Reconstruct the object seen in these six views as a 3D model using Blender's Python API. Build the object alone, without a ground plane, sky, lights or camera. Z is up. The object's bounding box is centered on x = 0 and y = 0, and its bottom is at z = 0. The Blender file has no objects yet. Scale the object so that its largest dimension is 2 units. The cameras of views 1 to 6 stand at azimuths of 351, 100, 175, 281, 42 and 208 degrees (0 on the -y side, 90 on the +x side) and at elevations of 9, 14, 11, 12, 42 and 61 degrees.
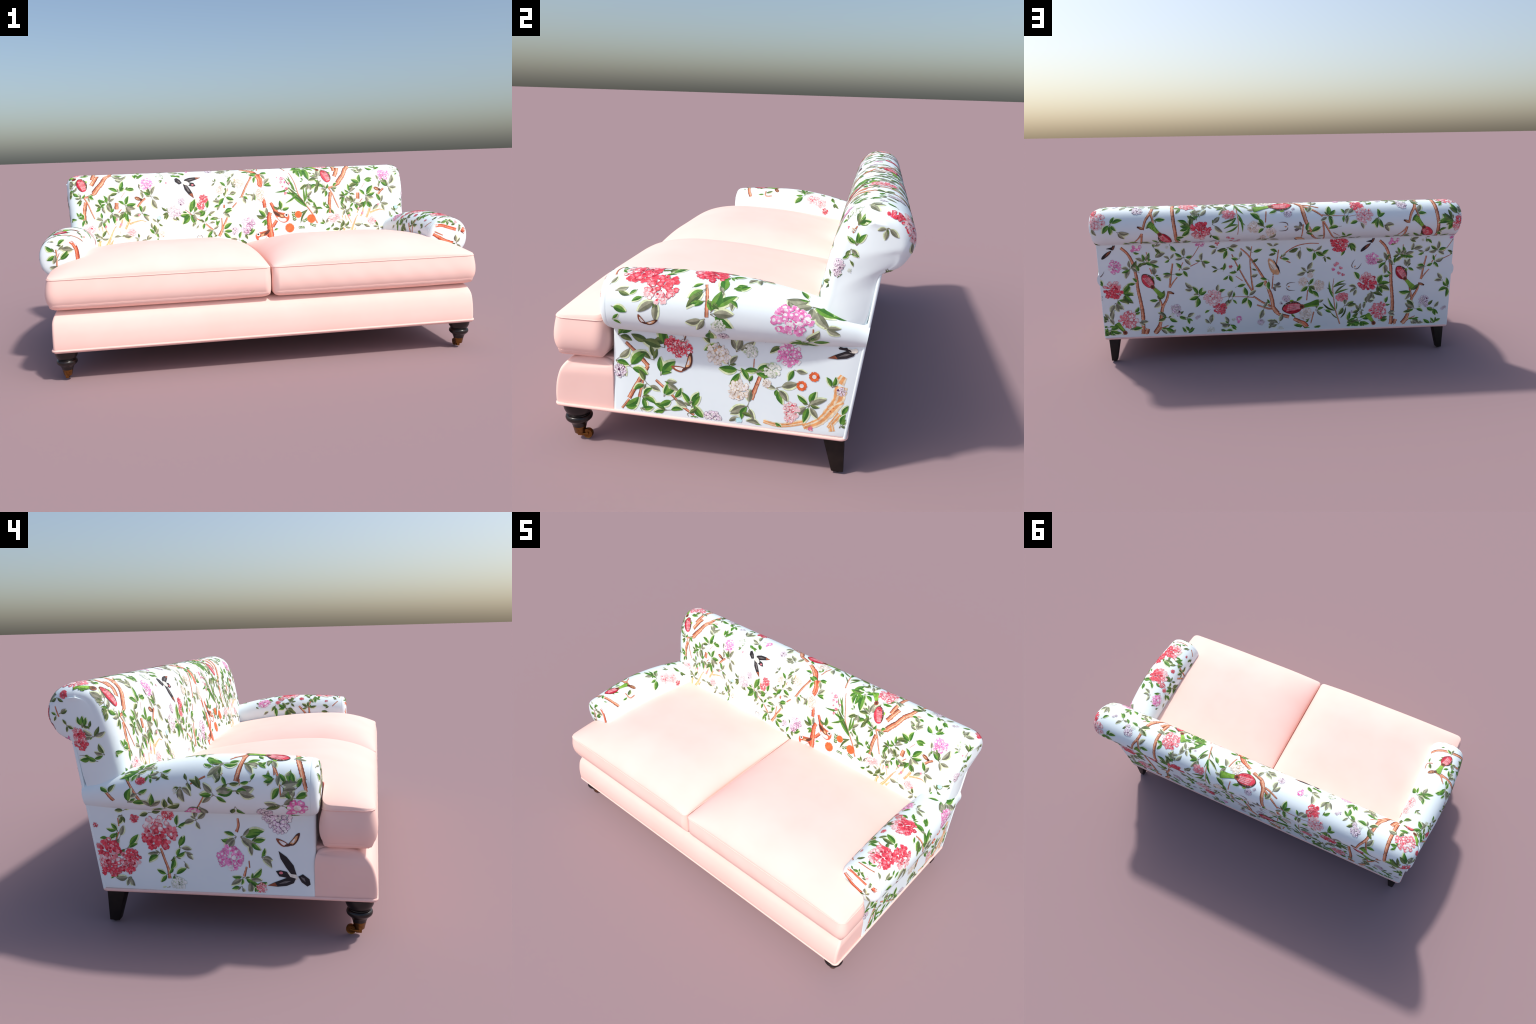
import bpy, bmesh, math, random
from mathutils import Vector, Matrix
from mathutils.bvhtree import BVHTree

random.seed(7)
COLL = bpy.context.scene.collection

# ------------------------------------------------------------------ helpers
def new_object(name, mesh, parent=None):
    ob = bpy.data.objects.new(name, mesh)
    COLL.objects.link(ob)
    ob.parent = parent
    return ob

def mesh_object(name, verts, faces, mat, parent=None, smooth=True, angle=None):
    me = bpy.data.meshes.new(name)
    me.from_pydata([tuple(v) for v in verts], [], faces)
    bm = bmesh.new(); bm.from_mesh(me)
    bmesh.ops.remove_doubles(bm, verts=bm.verts, dist=1e-5)
    bmesh.ops.recalc_face_normals(bm, faces=bm.faces)
    bm.to_mesh(me); bm.free()
    me.materials.append(mat)
    if smooth:
        me.polygons.foreach_set("use_smooth", [True] * len(me.polygons))
    if angle:
        me.set_sharp_from_angle(angle=math.radians(angle))
    return new_object(name, me, parent)

def catmull(points, step=6, closed=False):
    out, n = [], len(points)
    for i in range(n if closed else n - 1):
        if closed:
            p = [points[(i + k) % n] for k in (-1, 0, 1, 2)]
        else:
            p = [points[max(0, i - 1)], points[i], points[i + 1], points[min(n - 1, i + 2)]]
        for j in range(step):
            t = j / step
            out.append(tuple(0.5 * (2 * b + (c - a) * t + (2 * a - 5 * b + 4 * c - d) * t * t
                                    + (3 * b - a - 3 * c + d) * t ** 3) for a, b, c, d in zip(*p)))
    if not closed:
        out.append(tuple(points[-1]))
    return out

def resample(points, count, closed=False):
    pts = list(points) + ([points[0]] if closed else [])
    acc = [0.0]
    for a, b in zip(pts, pts[1:]):
        acc.append(acc[-1] + math.dist(a, b))
    out, k = [], 0
    for i in range(count):
        s = acc[-1] * i / (count if closed else count - 1)
        while k < len(acc) - 2 and acc[k + 1] < s:
            k += 1
        t = (s - acc[k]) / max(1e-9, acc[k + 1] - acc[k])
        out.append(tuple(a + (b - a) * t for a, b in zip(pts[k], pts[k + 1])))
    return out

def profile_loft(name, front, rear, half_width, radius, mat, parent, seg=7, cols=40, cap_cols=10, bulge=0.0, reach=1.0, soften=None):
    """Solid with a side profile (y, z) made of a front chain and a rear chain (both bottom to top,
    sharing their top point), extruded across x, with ends rounded by `radius`.
    half_width(y, z) gives where the end face lies."""
    n = len(front)
    ring = list(front) + list(reversed(rear))[1:]
    m = len(ring)
    nrm = []
    for i in range(m):
        a, b = ring[i - 1], ring[(i + 1) % m]
        ty, tz = b[0] - a[0], b[1] - a[1]
        l = math.hypot(ty, tz) or 1
        nrm.append((tz / l, -ty / l))
    cy = sum(p[0] for p in ring) / m; cz = sum(p[1] for p in ring) / m
    area = sum(ring[i][0] * ring[(i + 1) % m][1] - ring[(i + 1) % m][0] * ring[i][1] for i in range(m))
    sign = -1 if area > 0 else 1          # inward
    rows, verts, faces = [], [], []
    rad = [radius * (soften(y, z) if soften else 1.0) for y, z in ring]
    def add_ring(x_off, inset, side):
        idx = []
        for (y, z), (ny, nz), q in zip(ring, nrm, rad):
            yy, zz = y + sign * ny * inset * q, z + sign * nz * inset * q
            idx.append(len(verts)); verts.append((side * (half_width(y, z) - x_off * q), yy, zz))
        rows.append(idx); return idx
    for k in range(seg, -1, -1):
        a = math.pi / 2 * k / seg
        add_ring(reach * (1 - math.sin(a)), 1 - math.cos(a), -1)
    for c in range(1, cols):
        f = -1 + 2 * c / cols
        idx = []
        for (y, z), q in zip(ring, rad):
            idx.append(len(verts)); verts.append((f * (half_width(y, z) - q * reach), y, z))
        rows.append(idx)
    for k in range(seg + 1):
        a = math.pi / 2 * k / seg
        add_ring(reach * (1 - math.sin(a)), 1 - math.cos(a), 1)
    for r0, r1 in zip(rows, rows[1:]):
        for i in range(m):
            j = (i + 1) % m
            faces.append((r0[i], r0[j], r1[j], r1[i]))
    for rr in (rows[0], rows[-1]):
        A = rr[:n]; B = [rr[n - 1]] + rr[n:]
        B = list(reversed(B))             # bottom -> top, ends with shared top
        side = -1 if rr is rows[0] else 1
        grid = []
        for i in range(n):
            row = []
            for j in range(cap_cols + 1):
                t = j / cap_cols
                if j == 0: row.append(A[i]); continue
                if j == cap_cols: row.append(B[i]); continue
                if i == n - 1: row.append(A[i]); continue
                p = Vector(verts[A[i]]).lerp(Vector(verts[B[i]]), t)
                p.x += side * bulge * 4 * t * (1 - t)
                row.append(len(verts)); verts.append(tuple(p))
            grid.append(row)
        for g0, g1 in zip(grid, grid[1:]):
            for j in range(cap_cols):
                f = [g0[j], g0[j + 1], g1[j + 1], g1[j]]
                f = [v for q, v in enumerate(f) if v not in f[:q]]
                if len(f) > 2: faces.append(tuple(f))
    return mesh_object(name, verts, faces, mat, parent)

def tube(name, path, radius, mat, parent, closed=True, sides=8):
    verts, faces = [], []
    n = len(path); P = [Vector(p) for p in path]
    up0 = Vector((0, 0, 1))
    for i in range(n):
        a = P[i - 1] if (closed or i) else P[i]
        b = P[(i + 1) % n] if (closed or i < n - 1) else P[i]
        t = (b - a).normalized()
        u = up0 if abs(t.z) < 0.9 else Vector((1, 0, 0))
        s = t.cross(u).normalized(); w = s.cross(t).normalized()
        for k in range(sides):
            ang = 2 * math.pi * k / sides
            verts.append(P[i] + radius * (math.cos(ang) * s + math.sin(ang) * w))
    for i in range(n if closed else n - 1):
        for k in range(sides):
            a, b = i * sides, ((i + 1) % n) * sides
            faces.append((a + k, a + (k + 1) % sides, b + (k + 1) % sides, b + k))
    if not closed:
        faces.append(tuple(range(sides))); faces.append(tuple(range((n - 1) * sides, n * sides)))
    return mesh_object(name, verts, faces, mat, parent)

def lathe(name, profile, centre, mat, parent, sides=40, axis='Z', angle=40):
    verts, faces = [], []
    for r, h in profile:
        for k in range(sides):
            a = 2 * math.pi * k / sides
            if axis == 'Z': verts.append((centre[0] + r * math.cos(a), centre[1] + r * math.sin(a), centre[2] + h))
            else: verts.append((centre[0] + h, centre[1] + r * math.cos(a), centre[2] + r * math.sin(a)))
    for i in range(len(profile) - 1):
        for k in range(sides):
            a, b = i * sides + k, i * sides + (k + 1) % sides
            faces.append((a, b, b + sides, a + sides))
    faces.append(tuple(range(sides)))
    faces.append(tuple(range((len(profile) - 1) * sides, len(profile) * sides)))
    return mesh_object(name, verts, faces, mat, parent, angle=angle)

def hexahedron(name, low, high, z0, z1, mat, parent, bevel=0.003, seg=3, cuts=0):
    """low/high: 4 (x, y) corners at z0 / z1."""
    verts = [(x, y, z0) for x, y in low] + [(x, y, z1) for x, y in high]
    me = bpy.data.meshes.new(name)
    me.from_pydata(verts, [], [(3, 2, 1, 0), (4, 5, 6, 7)] + [(i, (i + 1) % 4, (i + 1) % 4 + 4, i + 4) for i in range(4)])
    bm = bmesh.new(); bm.from_mesh(me)
    bmesh.ops.recalc_face_normals(bm, faces=bm.faces)
    if cuts:
        bmesh.ops.subdivide_edges(bm, edges=list(bm.edges), cuts=cuts, use_grid_fill=True)
    if bevel:
        sharp = [e for e in bm.edges if len(e.link_faces) == 2 and e.calc_face_angle(0) > 0.6]
        bmesh.ops.bevel(bm, geom=sharp, offset=bevel, segments=seg, profile=0.5, affect='EDGES')
    if cuts: bmesh.ops.triangulate(bm, faces=bm.faces)
    bm.to_mesh(me); bm.free()
    me.materials.append(mat)
    me.polygons.foreach_set("use_smooth", [True] * len(me.polygons))
    me.set_sharp_from_angle(angle=math.radians(35))
    return new_object(name, me, parent)

# ------------------------------------------------------------------ materials
def srgb(r, g, b):
    f = lambda c: (c / 255 / 12.92) if c / 255 <= 0.04045 else ((c / 255 + 0.055) / 1.055) ** 2.4
    return (f(r), f(g), f(b), 1.0)

def material(name, dark, light, rough=0.8, scale=40.0, bump=0.0, bump_scale=600.0, metallic=0.0, sheen=0.0, detail=4.0, spec=0.3):
    m = bpy.data.materials.new(name); m.use_nodes = True
    nt = m.node_tree; bsdf = nt.nodes["Principled BSDF"]
    tc = nt.nodes.new("ShaderNodeTexCoord")
    no = nt.nodes.new("ShaderNodeTexNoise"); no.inputs["Scale"].default_value = scale; no.inputs["Detail"].default_value = detail
    nt.links.new(tc.outputs["Object"], no.inputs["Vector"])
    cr = nt.nodes.new("ShaderNodeValToRGB")
    cr.color_ramp.elements[0].position = 0.32; cr.color_ramp.elements[0].color = dark
    cr.color_ramp.elements[1].position = 0.68; cr.color_ramp.elements[1].color = light
    nt.links.new(no.outputs["Fac"], cr.inputs["Fac"]); nt.links.new(cr.outputs["Color"], bsdf.inputs["Base Color"])
    bsdf.inputs["Roughness"].default_value = rough; bsdf.inputs["Metallic"].default_value = metallic
    bsdf.inputs["Specular IOR Level"].default_value = spec
    if sheen:
        bsdf.inputs["Sheen Weight"].default_value = sheen; bsdf.inputs["Sheen Roughness"].default_value = 0.5
    if bump:
        n2 = nt.nodes.new("ShaderNodeTexNoise"); n2.inputs["Scale"].default_value = bump_scale; n2.inputs["Detail"].default_value = 2
        nt.links.new(tc.outputs["Object"], n2.inputs["Vector"])
        bp = nt.nodes.new("ShaderNodeBump"); bp.inputs["Strength"].default_value = bump; bp.inputs["Distance"].default_value = 0.001
        nt.links.new(n2.outputs["Fac"], bp.inputs["Height"]); nt.links.new(bp.outputs["Normal"], bsdf.inputs["Normal"])
    return m

PINK = material("pink_cotton", srgb(251, 209, 198), srgb(253, 213, 203), 0.85, 6, 0.08, 500, spec=0.2)
PINK_SEAM = material("pink_welt_cotton", srgb(249, 203, 193), srgb(251, 207, 197), 0.85, 30, spec=0.2)
WHITE = material("white_chintz", srgb(233, 246, 249), srgb(237, 249, 251), 0.6, 8, 0.05, 500, spec=0.3)
EBONY = material("ebonised_wood", srgb(22, 17, 16), srgb(33, 25, 23), 0.26, 90, 0.1, 300, spec=0.5)
EBONY_FLAT = material("dark_stained_wood", srgb(24, 18, 15), srgb(33, 25, 21), 0.5, 60, 0.1, 200, spec=0.3)
BRASS = material("aged_brass", srgb(120, 84, 42), srgb(146, 106, 56), 0.30, 120, 0.1, 300, metallic=1.0)
UNDER = material("underside_lining", srgb(225, 185, 178), srgb(230, 190, 182), 0.9, 20)

# ------------------------------------------------------------------ root
sofa = bpy.data.objects.new("sofa", None); COLL.objects.link(sofa)
sofa["label"] = "two-seat roll-arm sofa, white floral bird print, plain pink cushions"
sofa["category"] = "sofa"

# ------------------------------------------------------------------ seat base (pink rail)
XB = 0.926
front = catmull([(-0.538, 0.130), (-0.5425, 0.150), (-0.542, 0.185), (-0.535, 0.228), (-0.518, 0.268), (-0.484, 0.297), (-0.43, 0.308)], 5)
front = resample(front, 34)
rear = resample(catmull([(-0.343, 0.130), (-0.343, 0.20), (-0.344, 0.27), (-0.362, 0.300), (-0.43, 0.308)], 6), 34)
base_rail = profile_loft("base_rail", front, rear, lambda y, z: 0.931 - 0.018 * max(0.0, (z - 0.25) / 0.058) ** 2, 0.012, PINK, sofa, cols=12,
                         soften=lambda y, z: 0.15 if y > -0.37 and z < 0.29 else 1.0)
hexahedron("seat_deck", [(-.902, -.44), (.902, -.44), (.902, .30), (-.902, .30)], [(-.902, -.44), (.902, -.44), (.902, .30), (-.902, .30)], 0.165, 0.3055, PINK, sofa, 0.006)
hexahedron("underside_board", [(-.92, -.5), (.92, -.5), (.92, .375), (-.92, .375)], [(-.92, -.5), (.92, -.5), (.92, .375), (-.92, .375)], 0.139, 0.16, UNDER, sofa, 0)

def rounded_rect(x0, y0, x1, y1, r, z, seg=6, per=0.05):
    pts = []
    for cx, cy, a0 in ((x1 - r, y0 + r, -90), (x1 - r, y1 - r, 0), (x0 + r, y1 - r, 90), (x0 + r, y0 + r, 180)):
        for k in range(seg + 1):
            a = math.radians(a0 + 90 * k / seg)
            pts.append((cx + r * math.cos(a), cy + r * math.sin(a), z))
    return pts
tube("base_piping", [(x, y, 0.1400 - 0.0095 * (y + 0.54) / 0.93) for x, y, _ in rounded_rect(-0.934, -0.540, 0.934, 0.387, 0.018, 0)], 0.0055, PINK_SEAM, sofa, sides=10)

# ------------------------------------------------------------------ seat cushions
SEAM_TOP, SEAM_LOW = 0.437, 0.330
def superf(d, D, p):
    t = max(0.0, min(1.0, d / D))
    return (1 - (1 - t) ** p) ** (1 / p)
def crown(x, y):
    x = abs(x)
    h = superf(y + 0.532, 0.25, 1.9) * superf(0.95 - x, 0.42, 1.75) * superf(x - 0.004, 0.24, 1.85)
    if y > -0.30: h *= 1 - 0.82 * ((y + 0.30) / 0.58) ** 2
    return 0.100 * h
def cushion_outline():
    c = [(0.0045, -0.530, .02), (0.941, -0.530, .035), (0.941, -0.366, .03), (0.815, -0.366, -.02), (0.815, 0.30, .02), (0.0045, 0.30, .03)]
    pts = []; n = len(c)
    for i in range(n):
        a, b, d = Vector(c[i - 1][:2]), Vector(c[i][:2]), Vector(c[(i + 1) % n][:2])
        r = abs(c[i][2]); u = (a - b).normalized(); v = (d - b).normalized()
        for k in range(7):
            t = k / 6
            p = (1 - t) ** 2 * (b + u * r) + 2 * t * (1 - t) * b + t * t * (b + v * r)
            pts.append((p.x, p.y))
    return resample(pts, 420, True)
OUT = cushion_outline()
def build_cushion(sx):
    cx, cy = 0.40, -0.44
    n = len(OUT); verts, faces, rows = [], [], []
    def nrm(i):
        a, b = OUT[i - 1], OUT[(i + 1) % n]; l = math.dist(a, b)
        return ((b[1] - a[1]) / l, -(b[0] - a[0]) / l)
    N = [nrm(i) for i in range(n)]
    def ring(fn):
        idx = []
        for i in range(n):
            idx.append(len(verts)); x, y, z = fn(i); verts.append((sx * x, y, z))
        rows.append(idx)
    RHO = [0.02, .06, .1, .15, .2, .26, .32, .38, .44, .5, .56, .62, .68, .73, .78, .82, .86, .89, .92, .94, .955, .968, .978, .986, .992, .996]
    for r in RHO:                                            # underside, slightly domed
        def f(i, r=r):
            x, y = cx + r * (OUT[i][0] - cx), cy + r * (OUT[i][1] - cy)
            d = 1 - r
            e = min(y + .528, .941 - x if y < -.36 else 9, x - .0045, (-.366 - y) if x > .815 else 9)
            return (x, y, SEAM_LOW - 0.034 * superf(max(e, d * .1), 0.085, 1.9))
        ring(f)
    for k in range(15):                                      # side band
        t = k / 14
        def f(i, t=t):
            b = 0.0105 * math.sin(math.pi * t ** 0.75)
            if OUT[i][0] < 0.02: b *= 0.25
            w = 0.0003 * math.sin(OUT[i][0] * 61 + 2.0 * sx + 5 * t) * math.sin(math.pi * t)
            return (OUT[i][0] + N[i][0] * (b + w * .3), OUT[i][1] + N[i][1] * (b + w), SEAM_LOW + t * (SEAM_TOP - SEAM_LOW))
        ring(f)
    for r in reversed(RHO):                                  # crowned top
        def f(i, r=r):
            x, y = cx + r * (OUT[i][0] - cx), cy + r * (OUT[i][1] - cy)
            w = 0.0016 * math.sin(7 * x + 3 * sx + 4 * y) * math.sin(9 * y + 2 * x)
            return (x, y, SEAM_TOP + crown(x, y) * (1 + w * 6))
        ring(f)
    for a, b in zip(rows, rows[1:]):
        for i in range(n):
            j = (i + 1) % n; faces.append((a[i], a[j], b[j], b[i]))
    faces.append(tuple(rows[0])); faces.append(tuple(rows[-1]))
    c = mesh_object("seat_cushion", verts, faces, PINK, sofa)
    for z, off in ((SEAM_TOP, 0.0006), (SEAM_LOW, 0.0)):
        path = [(sx * (OUT[i][0] + N[i][0] * (off if OUT[i][0] > .02 else off * .25)), OUT[i][1] + N[i][1] * (off if OUT[i][0] > .02 else off * .25), z) for i in range(0, n, 2)]
        tube("cushion_seam", path, 0.0020 if z == SEAM_TOP else 0.0009, PINK_SEAM, c, sides=6)
    return c
cushions = [build_cushion(-1), build_cushion(1)]

# ------------------------------------------------------------------ backrest with rolled top
front_pts = [(0.240, 0.36), (0.255, 0.45), (0.280, 0.562), (0.304, 0.68), (0.324, 0.752), (0.347, 0.798), (0.377, 0.824), (0.418, 0.8375)]
rear_pts = [(0.395, 0.36), (0.415, 0.45), (0.436, 0.56), (0.449, 0.635), (0.458, 0.650), (0.480, 0.658), (0.508, 0.672), (0.531, 0.700), (0.541, 0.738), (0.532, 0.780), (0.505, 0.815), (0.464, 0.834), (0.418, 0.8375)]
B_FRONT = resample(catmull(front_pts, 8), 60)
B_REAR = resample(catmull(rear_pts, 8), 60)
def back_half(y, z):
    d = math.hypot(y - 0.44, z - 0.745)
    w = max(0.0, min(1.0, (z - 0.60) / 0.12)); w = w * w * (3 - 2 * w)
    v = max(0.0, min(1.0, (y - 0.33) / 0.15)); v = v * v * (3 - 2 * v)
    low = max(0.0, min(1.0, (z - 0.43) / 0.06))
    return 0.868 + 0.064 * low + 0.021 * w * (0.30 + 0.70 * v)
def back_soften(y, z):
    """full rounding in front and on the roll, a crisp edge on the rear below the roll"""
    rear = max(0.0, min(1.0, (y - 0.38) / 0.05)); low = max(0.0, min(1.0, (0.69 - z) / 0.04))
    return 1.0 - 0.8 * rear * low
backrest = profile_loft("backrest", B_FRONT, B_REAR, back_half, 0.042, WHITE, sofa, seg=10, cols=60, cap_cols=14, bulge=0.006, reach=1.7, soften=back_soften)

# rear panel, leaning plane below the roll
YR = lambda z: 0.388 + (z - 0.14) * 0.131
hexahedron("rear_panel", [(-.9355, YR(.131) - .010), (.9355, YR(.131) - .010), (.9355, YR(.131)), (-.9355, YR(.131))],
           [(-.9355, YR(.648) - .010), (.9355, YR(.648) - .010), (.9355, YR(.648)), (-.9355, YR(.648))], 0.131, 0.648, WHITE, sofa, 0.0045, 4)
rear_panel = bpy.data.objects["rear_panel"]

# ------------------------------------------------------------------ arms
def lerp_table(tab, y):
    if y <= tab[0][0]: return tab[0][1]
    for (a, va), (b, vb) in zip(tab, tab[1:]):
        if y <= b:
            t = (y - a) / (b - a); t = t * t * (3 - 2 * t) if False else t
            return va + (vb - va) * t
    return tab[-1][1]
def smooth_table(pts): return catmull(pts, 6)
ARM_OUT = smooth_table([(-.345, .990), (-.22, .998), (-.06, 1.000), (.10, .990), (.26, .972), (.44, .946)])
ARM_TOP = smooth_table([(-.345, .591), (-.25, .598), (-.10, .602), (.02, .597), (.16, .577), (.30, .544), (.44, .512)])
ARM_IN, ARM_LOW = 0.795, 0.410
ARM_Y0 = -0.330
def arm_section(y, a):
    xo, zt = lerp_table(ARM_OUT, y), lerp_table(ARM_TOP, y)
    cx, rx = (xo + ARM_IN) / 2, (xo - ARM_IN) / 2
    cz, rz = (zt + ARM_LOW) / 2, (zt - ARM_LOW) / 2
    ca, sa = math.cos(a), math.sin(a); e = 2 / 2.25
    return cx + rx * math.copysign(abs(ca) ** e, ca), cz + rz * math.copysign(abs(sa) ** e, sa)
def build_arm(sx):
    sides, steps = 96, 48
    verts, faces = [], []
    for k in range(steps + 1):
        for i in range(sides):
            a = 2 * math.pi * i / sides
            t = k / steps
            x, z = arm_section(ARM_Y0 + t * .785, a)
            yr = YR(z) - 0.001
            y = ARM_Y0 + t * (yr - ARM_Y0)
            verts.append((sx * x, y, z))
    # softened front rim
    for k in range(steps):
        for i in range(sides):
            j = (i + 1) % sides
            faces.append((k * sides + i, k * sides + j, (k + 1) * sides + j, (k + 1) * sides + i))
    faces.append(tuple(range(steps * sides, (steps + 1) * sides)))
    last = list(range(sides))
    xs = [arm_section(ARM_Y0, 2 * math.pi * i / sides) for i in range(sides)]
    cx = sum(p[0] for p in xs) / sides; cz = sum(p[1] for p in xs) / sides
    def rim(scale, y):
        nonlocal last
        idx = []
        for x, z in xs:
            idx.append(len(verts)); verts.append((sx * (cx + (x - cx) * scale), y, cz + (z - cz) * scale))
        for i in range(sides):
            j = (i + 1) % sides; faces.append((last[i], last[j], idx[j], idx[i]))
        last = idx
    rim(0.992, ARM_Y0 - .0035); rim(0.975, ARM_Y0 - .004)
    faces.append(tuple(last))
    arm = mesh_object("armrest", verts, faces, WHITE, sofa, angle=50)
    # domed facing on the front of the roll
    verts, faces = [], []
    last = None
    prof = [(0.955, .000), (0.985, -.003), (0.985, -.007), (0.965, -.014), (0.925, -.020), (0.86, -.0245), (0.75, -.027), (.55, -.029), (.3, -.030), (.1, -.0305)]
    for s, dy in prof:
        idx = []
        for x, z in xs:
            idx.append(len(verts)); verts.append((sx * (cx + (x - cx) * s), ARM_Y0 - .001 + dy, cz + (z - cz) * s))
        if last:
            for i in range(sides):
                j = (i + 1) % sides; faces.append((last[i], last[j], idx[j], idx[i]))
        last = idx
    faces.append(tuple(last)); faces.append(tuple(range(sides)))
    facing = mesh_object("arm_facing", verts, faces, WHITE, arm)
    x0, x1 = 0.81, 0.934
    x2 = 0.911
    lo = [(x0 * sx, -.346), (x1 * sx, -.346), (x1 * sx, YR(.131) - .0015), (x0 * sx, YR(.131) - .0015)]
    hi = [(x0 * sx, -.346), (x2 * sx, -.346), (x1 * sx, YR(.46) - .0015), (x0 * sx, YR(.46) - .0015)]
    if sx < 0: lo.reverse(); hi.reverse()
    side = hexahedron("arm_side_panel", lo, hi, 0.133, 0.46, WHITE, sofa, 0.010, 4, cuts=14)
    return arm, facing, side
arms = {sx: build_arm(sx) for sx in (-1, 1)}

# ------------------------------------------------------------------ legs
LEG = catmull([(.047, .137), (.0485, .125), (.046, .110), (.0395, .097), (.0355, .0925)], 4) + \
      catmull([(.036, .0905), (.0405, .0885), (.0435, .082), (.0420, .074), (.0360, .0675), (.0290, .061), (.0245, .052), (.0215, .0425)], 5)
for sx in (-1, 1):
    cx, cy = 0.886 * sx, -0.4855
    leg = lathe("front_leg", LEG, (cx, cy, 0), EBONY, sofa)
    caster = lathe("caster_ferrule", [(.0205, .0455), (.0222, .0450), (.0222, .0425), (.0214, .0415), (.0172, .0212), (.0158, .0195), (.006, .0190)], (cx, cy, 0), BRASS, leg)
    fx = cx - 0.004
    hexahedron("caster_fork", [(fx - .007, cy - .008), (fx + .007, cy - .008), (fx + .007, cy + .012), (fx - .007, cy + .012)],
               [(fx - .007, cy - .009), (fx + .007, cy - .009), (fx + .007, cy + .012), (fx - .007, cy + .012)], 0.0065, 0.0195, BRASS, leg, .002)
    for off in (-.0075, .0075):
        hexahedron("caster_arm", [(fx + off - .0015, cy + .004), (fx + off + .0015, cy + .004), (fx + off + .0015, cy + .03), (fx + off - .0015, cy + .03)],
                   [(fx + off - .0015, cy + .004), (fx + off + .0015, cy + .004), (fx + off + .0015, cy + .03), (fx + off - .0015, cy + .03)], 0.0105, 0.0185, BRASS, leg, .001)
    lathe("caster_wheel", [(.004, -.0085), (.005, -.0085), (.005, -.006), (.0135, -.0055), (.0160, -.0065), (.0168, -.005), (.0168, .005), (.0160, .0065), (.0135, .0055), (.005, .006), (.005, .0085), (.004, .0085)],
          (fx, cy + .027, .0169), BRASS, leg, axis='X')
    q = lambda x0, x1, y0, y1, c: [(sx * x0 if sx > 0 else sx * x1, y0), (sx * x1 if sx > 0 else sx * x0, y0), (sx * x1 if sx > 0 else sx * x0, y1), (sx * x0 if sx > 0 else sx * x1, y1)]
    rl = hexahedron("rear_leg", q(.879, .908, .347, .384, 0), q(.858, .917, .311, .381, 0), 0.004, 0.14, EBONY_FLAT, sofa, .003)
    lathe("foot_glide", [(.009, 0.0), (.010, .002), (.010, .006)], (sx * .893, .366, 0), EBONY_FLAT, rl, sides=20)
import bisect
# ------------------------------------------------------------------ fabric panels: (u, v) in metres -> surface point and normal
def bvh_of(ob):
    me = ob.data
    return BVHTree.FromPolygons([v.co.copy() for v in me.vertices], [tuple(p.vertices) for p in me.polygons])
BACK_PATH = B_FRONT + list(reversed(B_REAR))[1:]
BACK_ARC = [0.0]
for a, b in zip(BACK_PATH, BACK_PATH[1:]):
    BACK_ARC.append(BACK_ARC[-1] + math.dist(a, b))
TREES = {"back": bvh_of(backrest), "rear": bvh_of(rear_panel)}
OWNER = {"back": backrest, "rear": rear_panel}
for sx, tag in ((-1, "left"), (1, "right")):
    TREES[tag + "_side"] = bvh_of(arms[sx][2]); OWNER[tag + "_side"] = arms[sx][2]
    TREES[tag + "_facing"] = bvh_of(arms[sx][1]); OWNER[tag + "_facing"] = arms[sx][1]
    TREES[tag + "_cap"] = TREES["back"]; OWNER[tag + "_cap"] = backrest
    OWNER[tag + "_arm"] = arms[sx][0]
R_ARM = 0.1
def arm_point(sx, u, v):
    a = v / R_ARM; t = (sx * u - ARM_Y0) / 0.78
    x, z = arm_section(ARM_Y0 + t * .785, a)
    return Vector((sx * x, ARM_Y0 + t * (YR(z) - 0.001 - ARM_Y0), z))
def cast(tree, o, d):
    hit, n, _, _ = TREES[tree].ray_cast(Vector(o), Vector(d), 0.5)
    if hit is None: return None
    if n.dot(Vector(d)) > 0: n = -n
    return hit, n
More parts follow.
